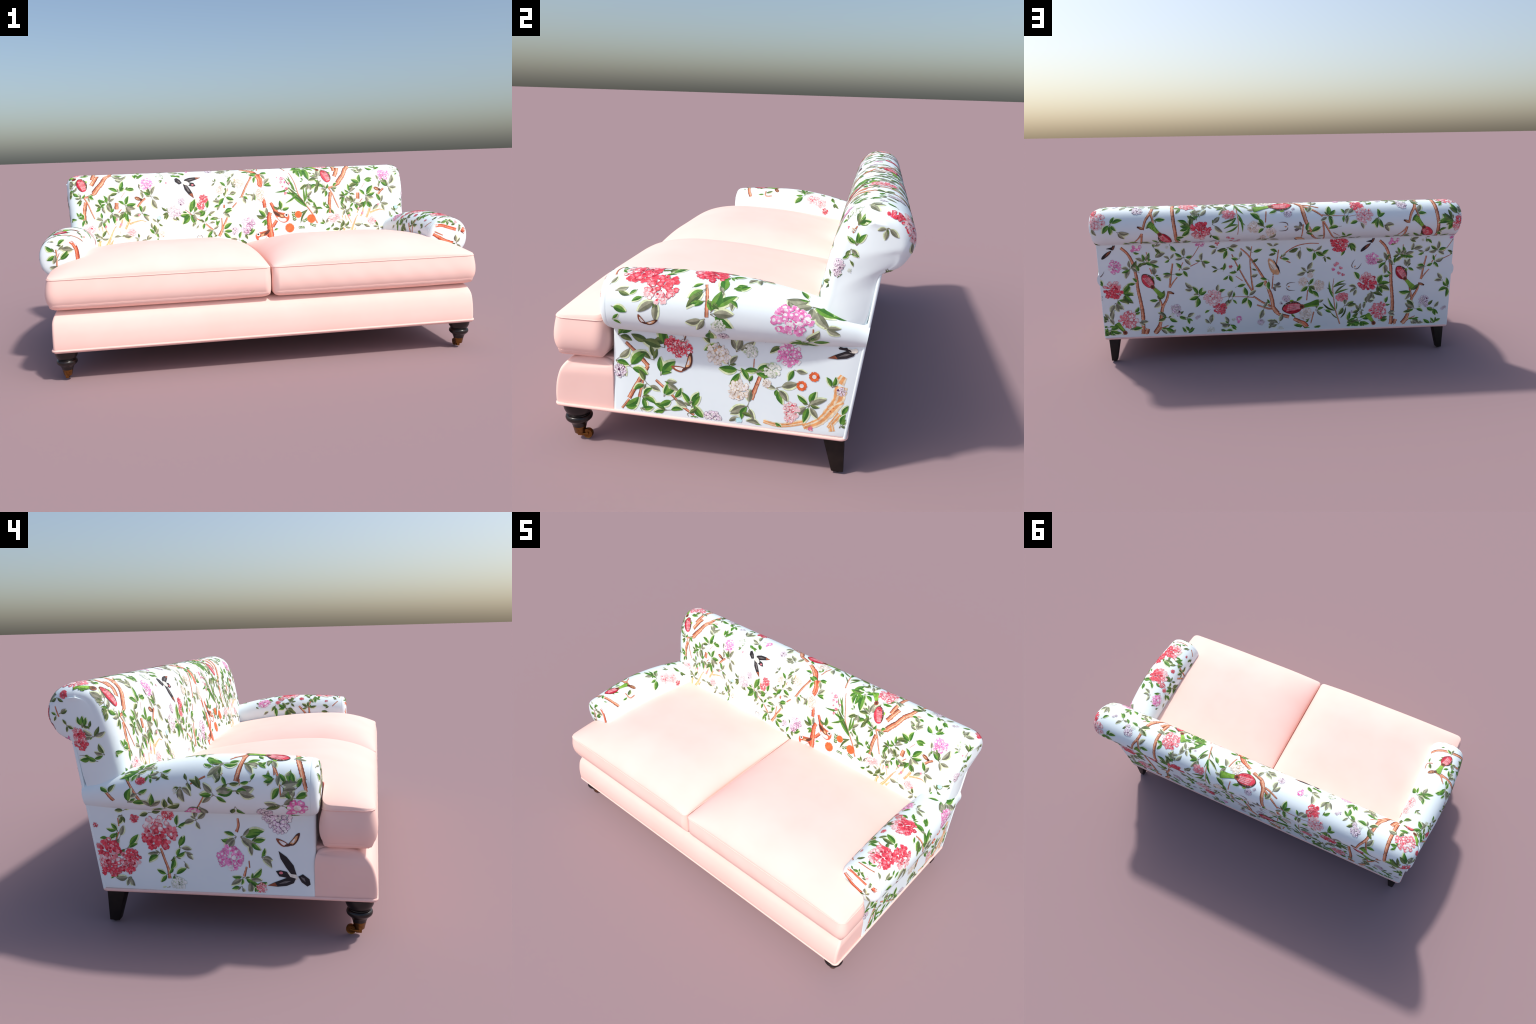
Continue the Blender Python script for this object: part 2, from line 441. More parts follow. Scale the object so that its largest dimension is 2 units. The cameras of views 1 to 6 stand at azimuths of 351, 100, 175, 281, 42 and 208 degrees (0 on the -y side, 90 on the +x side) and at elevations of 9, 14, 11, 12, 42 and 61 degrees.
def surface(panel, u, v):
    if panel == "back":
        if v < 0.03 or v > BACK_ARC[-1] - 0.30 or abs(u) > 0.945: return None
        k = max(0, min(len(BACK_ARC) - 2, bisect.bisect_right(BACK_ARC, v) - 1))
        (y0, z0), (y1, z1) = BACK_PATH[k], BACK_PATH[k + 1]
        t = (v - BACK_ARC[k]) / (BACK_ARC[k + 1] - BACK_ARC[k])
        (ya, za), (yb, zb) = BACK_PATH[max(0, k - 1)], BACK_PATH[min(len(BACK_PATH) - 1, k + 2)]
        l = math.hypot(yb - ya, zb - za); n = Vector((0, -(zb - za) / l, (yb - ya) / l))
        o = Vector((u, y0 + (y1 - y0) * t, z0 + (z1 - z0) * t))
        h = cast("back", o + n * 0.01, -n)
        return h if h and (h[0] - o).length < 0.022 else None
    if panel == "rear":
        z = 0.146 + v * 0.9915
        if not (0.1455 < z < 0.66) or abs(u) > 0.933: return None
        return cast("rear", (-u, 0.7, z), (0, -1, 0))
    sx = -1 if panel.startswith("left") else 1
    kind = panel.split("_")[1]
    if kind == "side":
        if not (0.147 < v < 0.425) or sx * u < -0.344 or sx * u > YR(v) - 0.009: return None
        return cast(panel, (sx * 1.2, sx * u, v), (-sx, 0, 0))
    if kind == "cap":
        if v < 0.47: return None
        h = cast(panel, (sx * 1.2, sx * u, v), (-sx, 0, 0))
        return h if h and abs(h[1].x) > 0.3 else None
    if kind == "facing":
        h = cast(panel, (u, -0.6, v), (0, 1, 0))
        return h if h and abs(h[1].y) > 0.35 else None
    if kind == "arm":
        y = sx * u
        if y < ARM_Y0 + 0.001 or y > 0.43: return None
        p = arm_point(sx, u, v)
        if v / R_ARM < -1.28 or v / R_ARM > 3.6: return None
        n = (arm_point(sx, u + .002, v) - p).cross(arm_point(sx, u, v + .004) - p).normalized()
        c = Vector((sx * 0.89, p.y, 0.5))
        if n.dot(p - c) < 0: n = -n
        return p, n
# ------------------------------------------------------------------ printed chintz: inks
import bisect
def ink(name, r, g, b, vary=0.14, scale=60):
    d = 1 - vary; l = 1 + vary * .6
    return material("ink_" + name, srgb(r * d, g * d, b * d), srgb(min(255, r * l), min(255, g * l), min(255, b * l)), 0.6, scale, spec=0.3)
INKS = {}
for name, r, g, b in (
        ("leaf", 104, 154, 60), ("leaf_deep", 60, 116, 42), ("olive", 112, 130, 74), ("olive_deep", 76, 100, 54), ("sage", 158, 160, 136), ("sage_deep", 118, 122, 100), ("lime_halo", 224, 240, 190),
        ("stem", 134, 128, 96), ("bark", 216, 132, 96), ("bark_deep", 128, 70, 52), ("bark_light", 242, 190, 156), ("warm", 226, 108, 76), ("warm_deep", 150, 58, 40), ("warm_light", 246, 160, 124),
        ("coral", 248, 172, 110), ("coral_deep", 206, 118, 66), ("coral_light", 254, 222, 188),
        ("crimson", 186, 36, 58), ("red", 228, 70, 88), ("rose", 240, 132, 142), ("blush", 250, 196, 198), ("shell", 253, 230, 228),
        ("magenta", 230, 98, 168), ("orchid", 244, 146, 200), ("petal_white", 254, 242, 248),
        ("plum", 104, 62, 92), ("mauve", 196, 146, 180), ("lilac", 238, 216, 234), ("cream_line", 214, 178, 142), ("cream", 250, 238, 222), ("ivory", 253, 248, 240),
        ("mint_line", 186, 206, 168), ("mint", 238, 246, 232), ("marigold", 246, 112, 60), ("marigold_deep", 216, 80, 34), ("sky", 192, 232, 242),
        ("soot", 44, 40, 44), ("slate", 112, 108, 108), ("umber", 150, 84, 58), ("umber_deep", 92, 54, 42), ("tan", 232, 176, 128), ("wing_green", 146, 196, 74), ("wing_green_deep", 84, 134, 46)):
    INKS[name] = ink(name, r, g, b)

# ------------------------------------------------------------------ printed chintz: drawing engine
class Chintz:
    """Draws motifs in fabric coordinates and lays them on a panel as thin inked shapes."""
    SLOT = list(INKS)
    def __init__(self, panel, shift_u=0.0, shift_v=0.0, seed=1):
        self.panel, self.du, self.dv = panel, shift_u, shift_v
        self.rng = random.Random(seed)
        self.groups, self.group, self.count = {}, "leaves", 0
        self.clip = None
    # --- low level
    def at(self, u, v, lift):
        if self.clip and not (self.clip[0] < v < self.clip[1]): return None
        h = surface(self.panel, u + self.du, v + self.dv)
        return None if h is None else (h[0] + h[1] * lift, h[1])
    def near(self, u, v, reach=0.12):
        for a, b in ((0, 0), (reach, 0), (-reach, 0), (0, reach), (0, -reach), (reach * .6, reach * .6), (-reach * .6, -reach * .6), (reach * .6, -reach * .6), (-reach * .6, reach * .6)):
            if self.at(u + a, v + b, 0): return True
        return False
    def store(self, pts2, faces, inkname, layer):
        self.count += 1
        lift = 0.0005 + layer * 0.00011 + (self.count % 22) * 0.0000045
        g = self.groups.setdefault(self.group, ([], [], [], []))
        idx = []
        for u, v in pts2:
            h = self.at(u, v, lift)
            if h is None: idx.append(None)
            else:
                idx.append(len(g[0])); g[0].append(h[0]); g[1].append(h[1])
        if None in idx and self.panel.split("_")[-1] in ("cap", "facing"): return
        for f in faces:
            q = [idx[i] for i in f]
            if None not in q:
                p0, p1, p2 = (g[0][q[i]] for i in (0, 1, 2))
                if (p1 - p0).cross(p2 - p0).dot(g[1][q[0]]) < 0: q.reverse()     # face outwards
                g[2].append(tuple(q)); g[3].append(self.SLOT.index(inkname))
    def blob(self, pts, inkname, layer):
        out = []
        n = len(pts)
        for i in range(n):
            a, b = pts[i], pts[(i + 1) % n]
            k = max(1, int(math.dist(a, b) / 0.009) + (1 if math.dist(a, b) > 0.009 else 0))
            out += [(a[0] + (b[0] - a[0]) * j / k, a[1] + (b[1] - a[1]) * j / k) for j in range(k)]
        n = len(out)
        cx, cy = sum(p[0] for p in out) / n, sum(p[1] for p in out) / n
        reach = max(math.dist(p, (cx, cy)) for p in out)
        rings = max(1, int(reach / 0.009))
        pts2, faces = list(out), []
        for r in range(1, rings):
            s = 1 - r / rings
            pts2 += [(cx + (p[0] - cx) * s, cy + (p[1] - cy) * s) for p in out]
        for r in range(rings - 1):
            for i in range(n):
                j = (i + 1) % n
                faces.append((r * n + i, r * n + j, (r + 1) * n + j, (r + 1) * n + i))
        pts2.append((cx, cy)); c = len(pts2) - 1; o = (rings - 1) * n
        faces += [(o + i, o + (i + 1) % n, c) for i in range(n)]
        self.store(pts2, faces, inkname, layer)
    def ribbon(self, path, width, inkname, layer, lo=-1.0, hi=1.0, rough=0.0):
        """path: 2D points; width(t) half width; only the part between lo and hi across is drawn"""
        n = len(path); pts2, faces = [], []
        for i in range(n):
            a, b = path[max(0, i - 1)], path[min(n - 1, i + 1)]
            l = math.dist(a, b) or 1
            nx, ny = -(b[1] - a[1]) / l, (b[0] - a[0]) / l
            w = width(i / (n - 1)) * (1 + self.rng.uniform(-rough, rough))
            pts2 += [(path[i][0] + nx * w * lo, path[i][1] + ny * w * lo), (path[i][0] + nx * w * hi, path[i][1] + ny * w * hi)]
        for i in range(n - 1):
            faces.append((2 * i, 2 * i + 1, 2 * i + 3, 2 * i + 2))
        self.store(pts2, faces, inkname, layer)
    # --- motifs
    def leaf(self, u, v, ang, length, tone, slim=0.40):
        r = self.rng
        W = length * slim * r.uniform(.85, 1.12) * .5
        bend = r.uniform(-.12, .12) * length
        ca, sa = math.cos(math.radians(ang)), math.sin(math.radians(ang))
        put = lambda x, y: (u + ca * x - sa * y, v + sa * x + ca * y)
        T = (0, .12, .28, .45, .62, .78, .9, 1)
        spine = lambda t: bend * math.sin(math.pi * t)
        wid = lambda t: W * (math.sin(math.pi * min(1, t ** .85)) ** .9 if 0 < t < 1 else 0)
        deep, lite = {"g": ("leaf_deep", "leaf"), "d": ("olive_deep", "olive"), "y": ("sage_deep", "sage")}[tone]
        if r.random() < .5: deep, lite = lite, deep
        sh = r.choice((-1, 1)) * W * .38
        if tone != "d" or r.random() < .6:
            o = .07 * length
            halo = [put(t * length * 1.03 + o * .2, spine(t) + sh + wid(t) * 1.2) for t in T] + [put(t * length * 1.03 + o * .2, spine(t) + sh - wid(t) * 1.2) for t in T[-2:0:-1]]
            self.blob(halo, "lime_halo", 3)
        self.blob([put(t * length, spine(t) + wid(t)) for t in T] + [put(t * length, spine(t)) for t in T[-2:0:-1]], deep, 5)
        self.blob([put(t * length, spine(t)) for t in T] + [put(t * length, spine(t) - wid(t)) for t in T[-2:0:-1]], lite, 5)
    def fan(self, u, v, *leaves):
        if not self.near(u, v): return
        self.group = "leaves"
        for tone, ang, length in leaves:
            ang += self.rng.uniform(-11, 11); length *= self.rng.uniform(.72, 1.08)
            a = math.radians(ang)
            gap = length * self.rng.uniform(.06, .30)
            self.ribbon([(u + math.cos(a) * length * .5 * k / 4, v + math.sin(a) * length * .5 * k / 4) for k in range(5)], lambda t: .0009 - .0004 * t, "stem", 4)
            self.leaf(u + math.cos(a) * gap, v + math.sin(a) * gap, ang + self.rng.uniform(-14, 14), length * .88, tone)
            if self.rng.random() < .30:                        # a leaflet along the stalk
                self.leaf(u + math.cos(a) * gap * .6, v + math.sin(a) * gap * .6, ang + self.rng.choice((-1, 1)) * self.rng.uniform(28, 55), length * self.rng.uniform(.35, .5), self.rng.choice("gdy"))
    def bamboo(self, u, v, *leaves):
        if not self.near(u, v): return
        self.group = "leaves"
        for ang, length in leaves:
            self.leaf(u, v, ang, length, "d" if self.rng.random() < .4 else "g", 0.115)
    def fern(self, u, v, ang, length):
        if not self.near(u, v): return
        self.group = "leaves"
        a = math.radians(ang)
        for k in range(1, 6):
            x, y = u + math.cos(a) * length * k / 5, v + math.sin(a) * length * k / 5
            for s in (-1, 1):
                self.leaf(x, y, ang + s * 48, length * .3, "d" if k % 2 else "g", .45)
    def branch(self, pts, w0, w1, style="bark"):
        if not any(self.near(*p) for p in pts): return
        self.group = "branches"
        path = catmull(pts, 8) if len(pts) > 2 else [(pts[0][0] + (pts[1][0] - pts[0][0]) * k / 8, pts[0][1] + (pts[1][1] - pts[0][1]) * k / 8) for k in range(9)]
        L = sum(math.dist(a, b) for a, b in zip(path, path[1:]))
        path = resample(path, max(4, int(L / .005)))
        w = lambda t: .5 * (w0 + (w1 - w0) * t)
        style = {"bark": "bark", "warm": "warm", "coral": "coral"}[style]
        side = self.rng.choice((-1, 1))
        self.ribbon(path, lambda t: w(t) * 1.12, style + "_deep" if style != "coral" else "coral_light", 0, rough=.10)
        self.ribbon(path, w, style, 1, *((-.98, .62) if side > 0 else (-.62, .98)), rough=.05)
        if max(w0, w1) > .006:
            self.ribbon(path, w, style + "_light", 2, *((-.55, -.12) if side > 0 else (.12, .55)), rough=.25)
            for k in range(int(L / .035)):                     # bark nicks
                i = self.rng.randrange(1, len(path) - 1); d = self.rng.uniform(-.6, .6) * w(i / len(path))
                x, y = path[i][0] + d, path[i][1] + d * .3
                s = self.rng.uniform(.0008, .0016) + .06 * max(w0, w1)
                self.blob([(x - s, y), (x, y + s * .5), (x + s, y), (x, y - s * .5)], style + "_deep", 2.5)
    def petal(self, u, v, ang, length, width, line, fill, light, layer):
        ca, sa = math.cos(ang), math.sin(ang)
        put = lambda x, y: (u + ca * x - sa * y, v + sa * x + ca * y)
        wob = [self.rng.uniform(.78, 1.2) for _ in range(8)]
        def shape(k, off):
            prof = ((0, .0), (.10, .42), (.35, .84), (.62, 1.0), (.84, .80), (.98, .44), (.88, .0))
            top = [put(off + t * length * k, w * width * .5 * k * wob[i]) for i, (t, w) in enumerate(prof)]
            bot = [put(off + t * length * k, -w * width * .5 * k * wob[-i]) for i, (t, w) in enumerate(prof[-2:0:-1], 1)]
            return top + bot
        self.blob(shape(1.0, 0), line, layer)
        self.blob(shape(.86, length * .09), fill, layer + .35)
        if light and light[0] == "-":
            self.blob(shape(self.rng.uniform(.34, .52), length * .03), light[1:], layer + .6)
        elif light: self.blob(shape(self.rng.uniform(.34, .56), length * self.rng.uniform(.30, .44)), light, layer + .6)
    PALETTE = {"red": ("crimson", "red", "rose"), "pink": ("red", "rose", "shell"), "pale": ("red", "blush", "shell"), "mag": ("magenta", "orchid", "petal_white"),
               "hot": ("red", "blush", "ivory"), "lil": ("plum", "lilac", "ivory"), "lilo": ("mauve", "petal_white", "ivory"), "dpur": ("plum", "mauve", "lilac"),
               "crm": ("cream_line", "cream", "ivory"), "crm2": ("cream_line", "cream", "ivory"), "wht": ("mint_line", "mint", None), "flat": ("red", "rose", "blush"),
               "redcl": ("crimson", "red", "blush"), "redbud": ("crimson", "red", "rose")}
    def flower(self, kind, u, v, r, ang):
        if not self.near(u, v, r + .02): return
        self.group = "flowers"; rng = self.rng
        ring = lambda x, y, q, n=12, s=1: [(x + q * math.cos(2 * math.pi * k / n), y + q * s * math.sin(2 * math.pi * k / n)) for k in range(n)]
        if kind == "bud":
            for k in range(2):
                self.petal(u, v, math.radians(ang + k * 50 - 25), r * 1.6, r * 1.0, "magenta", "rose", "blush", 7 + k)
            return
        if kind == "ring":
            self.petal(u, v, math.radians(ang + 200), r * 1.6, r * .7, "magenta", "orchid", None, 7)
            for k in range(6):
                a = 2 * math.pi * k / 6
                self.petal(u + r * .25 * math.cos(a), v + r * .25 * math.sin(a), a, r * .7, r * .7, "magenta", "orchid", "petal_white", 7.5 + .1 * k)
            self.blob(ring(u, v, r * .36), "ivory", 9); return
        if kind == "oring":
            for k in range(9):
                a = 2 * math.pi * k / 9
                self.petal(u + r * .3 * math.cos(a), v + r * .3 * math.sin(a), a, r * .75, r * .6, "marigold_deep", "marigold", None, 7 + .05 * k)
            self.blob(ring(u, v, r * .42), "ivory", 9); return
        if kind == "mari":
            for q, n in ((.5, 11), (.2, 7)):
                for k in range(n):
                    a = 2 * math.pi * k / n + q
                    self.petal(u + r * q * math.cos(a), v + r * q * math.sin(a), a, r * .6, r * .6, "marigold_deep" if q < .4 else "marigold", "marigold", None, 7 + (1 if q < .4 else 0) + .05 * k)
            self.blob(ring(u, v, r * .35), "marigold", 9); return
        if kind == "blue":
            for k in range(5):
                a = 2 * math.pi * k / 5; self.petal(u, v, a, r, r * .9, "sky", "sky", None, 7 + .1 * k)
            return
        squash = .62 if kind == "flat" else 1.0
        small = r < .014
        rings = ((.42, 6), (.0, 3)) if small else ((.72, 15), (.54, 13), (.36, 10), (.18, 7), (.02, 3))
        ga = math.radians(ang)
        for li, (q, n) in enumerate(rings):
            for k in range(n):
                a = 2 * math.pi * (k + .5 * (li % 2)) / n + rng.uniform(-.28, .28)
                x, y = math.cos(a) * q * r, math.sin(a) * q * r * squash
                side = (math.cos(a) * math.cos(ga) + math.sin(a) * math.sin(ga)) * q / .66
                if kind == "redpink":
                    pal = ("crimson", "red", "rose") if side > -.1 else (("crimson", "rose", "blush") if side > -.6 else ("red", "blush", "shell"))
                elif kind == "dpur": pal = ("plum", "mauve", "lilac") if side > 0 else ("mauve", "lilac", "ivory")
                else: pal = self.PALETTE[kind]
                if pal[2] and rng.random() < .14: pal = (pal[0], pal[2], "ivory")
                s = r * (rng.uniform(.42, .62) if small else rng.uniform(.26, .46))
                if kind in ("red", "redpink", "pink", "pale", "mag", "hot", "redcl", "flat") and rng.random() < .5:
                    pal = (pal[2], pal[1], "-" + pal[0])          # pale rim, dark throat
                self.petal(u + x * rng.uniform(.74, .96), v + y * rng.uniform(.74, .96), a + rng.uniform(-.35, .35), s, s * rng.uniform(.7, 1.15), *pal, layer=6 + li * .9 + .04 * k)
    def bird(self, kind, u, v, ang, size):
        if kind == "tailbit" or not self.near(u, v, size): return
        self.group = "birds"; rng = self.rng
        a0 = math.radians(ang); ca, sa = math.cos(a0) * size, math.sin(a0) * size
        put = lambda x, y: (u + ca * x - sa * y, v + sa * x + ca * y)
        P = lambda pts, inkname, layer: self.blob([put(*p) for p in (catmull(pts, 3, True) if len(pts) > 4 else pts)], inkname, layer)
        R = lambda pts, inkname, layer: self.blob([put(*p) for p in pts], inkname, layer)
        E = lambda x, y, rx, ry, inkname, layer, t=0: P([(x + rx * math.cos(b) * math.cos(t) - ry * math.sin(b) * math.sin(t), y + rx * math.cos(b) * math.sin(t) + ry * math.sin(b) * math.cos(t)) for b in [2 * math.pi * k / 14 for k in range(14)]], inkname, layer)
        def line(x0, y0, x1, y1, w, inkname, layer):
            self.ribbon([put(x0 + (x1 - x0) * k / 6, y0 + (y1 - y0) * k / 6) for k in range(7)], lambda t: w * size, inkname, layer)
        def wing(tail=True, x0=-.55, x1=.36):
            d = x1 - x0
            P([(x0, .0), (x0 + .12 * d, .2), (x0 + .4 * d, .33), (x0 + .75 * d, .30), (x1, .12), (x1, -.12), (x0 + .8 * d, -.26), (x0 + .45 * d, -.30), (x0 + .15 * d, -.18)], "umber_deep", 9)
            P([(x0 + .05 * d, .0), (x0 + .16 * d, .15), (x0 + .4 * d, .22), (x0 + .75 * d, .21), (x1, .10), (x1, -.10), (x0 + .8 * d, -.24), (x0 + .45 * d, -.28), (x0 + .17 * d, -.16)], "red", 9.6)
            for k in range(6): E(x0 + (.22 + .13 * k) * d, .27 - .03 * abs(k - 2), .045, .03, "slate" if k % 2 else "sage", 9.3)
            P([(x0 + .1 * d, -.06), (x0 + .45 * d, -.20), (x0 + .8 * d, -.17), (x1, -.09), (x0 + .8 * d, -.24), (x0 + .45 * d, -.28), (x0 + .17 * d, -.16)], "crimson", 10)
            for k in range(8):
                y = -.13 + .043 * k
                line(x0 + .2 * d + .02 * k, y, x0 + .92 * d, y * .75, .013, "blush" if k % 2 else "rose", 10.5)
            for q in (.34, .56, .78):
                line(x0 + q * d, -.20, x0 + (q + .06) * d, .18, .007, "crimson", 11)
            E(-.06, .36, .09, .05, "wing_green", 8.7)
        def tailfeathers(x, y, lean, length):
            cl, sl = math.cos(lean), math.sin(lean)
            Q = lambda s, w: (x + s * length * cl - w * sl, y + s * length * sl + w * cl)
            P([Q(0, .07), Q(.5, .12), Q(1, .17), Q(1.04, .0), Q(.95, -.16), Q(.5, -.11), Q(0, -.07)], "wing_green_deep", 9)
            for k in range(5):
                w = -.12 + .06 * k
                p0, p1 = Q(.12, w * .5), Q(.97, w)
                line(*p0, *p1, .016, "wing_green", 9.6)
        if kind in ("red", "redside", "redtop"):
            tailfeathers(.42, 0, .12, .75); wing()
            E(.38, .0, .13, .12, "umber", 10.6); E(.38, .0, .07, .06, "umber_deep", 11)
        elif kind == "redwing":
            wing(x0=-.5, x1=.5)
        elif kind == "tailup":
            tailfeathers(.16, .0, math.pi, .62); E(.24, -.02, .13, .12, "umber", 9.8); E(.24, -.02, .07, .06, "umber_deep", 10.4)
            wing(x0=1.0, x1=.32) if False else None
        elif kind == "finch":
            E(0, 0, .5, .26, "umber", 9); E(-.05, -.05, .32, .13, "tan", 9.5); E(.48, .02, .2, .18, "umber_deep", 10)
            for k in range(3): line(-.3 + .2 * k, -.2, -.2 + .2 * k, .2, .03, "umber_deep", 10.4)
        elif kind == "blacktail":
            P([(0, .05), (.3, .14), (.75, .1), (.9, .0), (.7, -.1), (.3, -.08)], "soot", 9); P([(.05, .03), (.3, .1), (.6, .05), (.3, -.04)], "umber", 9.6)
            P([(-.55, -.25), (-.2, -.05), (.15, -.28), (.02, -.1), (-.1, .1), (-.4, .0)], "soot", 9.2); P([(-.4, -.12), (-.15, .0), (-.1, .08), (-.35, .0)], "umber", 9.8)
        elif kind == "tan":
            P([(-.6, .12), (-.2, .3), (.3, .25), (.7, .0), (.4, -.28), (-.1, -.2)], "tan", 8); P([(-.45, .1), (-.1, .18), (.3, .12), (.2, -.1), (-.1, -.1)], "cream", 8.6)
            P([(-.4, .34), (.1, .22), (.72, .1), (.3, .30)], "soot", 9); line(-.5, .0, .6, -.08, .02, "cream_line", 9.4)
        elif kind == "swallow":
            R([(-.12, .08), (-.06, .20), (.12, .27), (.36, .29), (.62, .26), (.42, .17), (.22, .10), (.04, .03)], "soot", 9)
            R([(.36, .275), (.62, .26), (.42, .18)], "umber", 9.6); R([(.0, .14), (.14, .20), (.34, .22), (.16, .14)], "slate", 9.7)
            R([(-.14, -.02), (.0, -.04), (.12, -.22), (.24, -.44), (.28, -.64), (.08, -.48), (-.08, -.26)], "soot", 9)
            R([(.09, -.46), (.22, -.42), (.28, -.64)], "umber", 9.6); R([(-.06, -.10), (.02, -.12), (.13, -.36), (.05, -.34)], "slate", 9.7)
            E(-.02, .02, .16, .09, "cream", 9.4, -.4); R([(-.02, .10), (.14, .05), (.30, .02), (.38, -.12), (.26, -.14), (.10, -.10)], "soot", 10); E(.25, -.07, .05, .035, "rose", 10.6)
            R([(-.48, .24), (-.40, .29), (-.26, .18), (-.18, .03), (-.30, -.03), (-.46, .10)], "soot", 9); R([(-.36, .18), (-.26, .08), (-.24, .03), (-.34, .08)], "slate", 9.6)
        elif kind in ("moth", "greymoth"):
            if kind == "moth":
                for s in (-1, 1):
                    self.ribbon([put(s * (.1 + .5 * math.sin(t * .28)), .5 - .16 * t + .3 * math.sin(t * .5)) for t in range(8)], lambda t: .05 * size * math.sin(math.pi * (.15 + .8 * t)), "umber_deep", 9)
                self.blob([put(0, .4), put(.12, .2), put(0, 0), put(-.12, .2)], "tan", 9.4)
            else:
                for k in range(6):
                    E(.25 * math.cos(k * 1.1), .35 * math.sin(k * 1.7), .3, .13, "slate" if k % 2 else "sage", 8 + .3 * k, k * .7)
        elif kind == "butterfly":
            P([(0, -.12), (.18, .1), (.38, .34), (.52, .36), (.42, .05), (.22, -.16)], "umber_deep", 9); P([(.06, -.08), (.2, .08), (.36, .26), (.42, .24), (.34, .04), (.2, -.1)], "tan", 9.6); P([(.12, -.03), (.24, .1), (.32, .14), (.24, -.04)], "ivory", 10)
            P([(0, -.12), (-.2, .05), (-.5, .16), (-.42, -.06), (-.2, -.22)], "umber", 9); P([(-.06, -.1), (-.2, -.0), (-.38, .07), (-.34, -.04), (-.18, -.16)], "ivory", 9.6)
            E(.0, -.14, .16, .06, "umber_deep", 10, .2)
        elif kind in ("parrot", "parrotl"):
            m = -1 if kind == "parrotl" else 1
            k = 1.35 if m < 0 else 1
            q = lambda pts: [(m * x * k, y * k) for x, y in pts]
            P(q([(-.4, .30), (-.2, .26), (.06, .2), (.30, .16), (.38, .0), (.32, -.2), (.14, -.3), (-.08, -.24), (-.26, -.05), (-.36, .12)]), "warm", 9)
            P(q([(-.24, -.02), (-.05, -.03), (.2, -.1), (.2, -.22), (.06, -.26), (-.1, -.2)]), "ivory", 9.6)
            P(q([(-.44, .30), (-.28, .28), (.05, .14), (.14, .0), (.06, -.08), (-.14, -.02), (-.34, .12)]), "umber", 10); P(q([(-.40, .28), (-.28, .24), (-.1, .08), (-.24, .05), (-.36, .14)]), "umber_deep", 10.5); P(q([(-.1, .12), (.06, .08), (.08, -.04), (-.06, .0)]), "tan", 10.6)
            E(m * .22 * k, .08 * k, .10 * k, .10 * k, "ivory", 10.4); E(m * .23 * k, .08 * k, .05 * k, .05 * k, "soot", 11)
    # --- finish
    def build(self, parent):
        names = {"leaves": "printed_leaves", "branches": "printed_branches", "flowers": "printed_flowers", "birds": "printed_birds"}
        for g, (verts, normals, faces, slots) in self.groups.items():
            if not faces: continue
            me = bpy.data.meshes.new(names[g])
            me.from_pydata([tuple(p) for p in verts], [], faces)
            used = sorted(set(slots)); look = {s: i for i, s in enumerate(used)}
            for s in used: me.materials.append(INKS[self.SLOT[s]])
            me.polygons.foreach_set("material_index", [look[s] for s in slots])
            me.polygons.foreach_set("use_smooth", [True] * len(faces))
            me.normals_split_custom_set_from_vertices([tuple(n) for n in normals])
            ob = new_object(names[g], me, parent)
            ob["kind"] = "stuff"

def draw(program, chintz):
    program(chintz.fan, chintz.branch, chintz.flower, chintz.bird, chintz.bamboo, chintz.fern)

PERIOD = 1.3455
TILE_U, TILE_V = 0.078, -0.475          # tile coordinates of the backrest's own origin

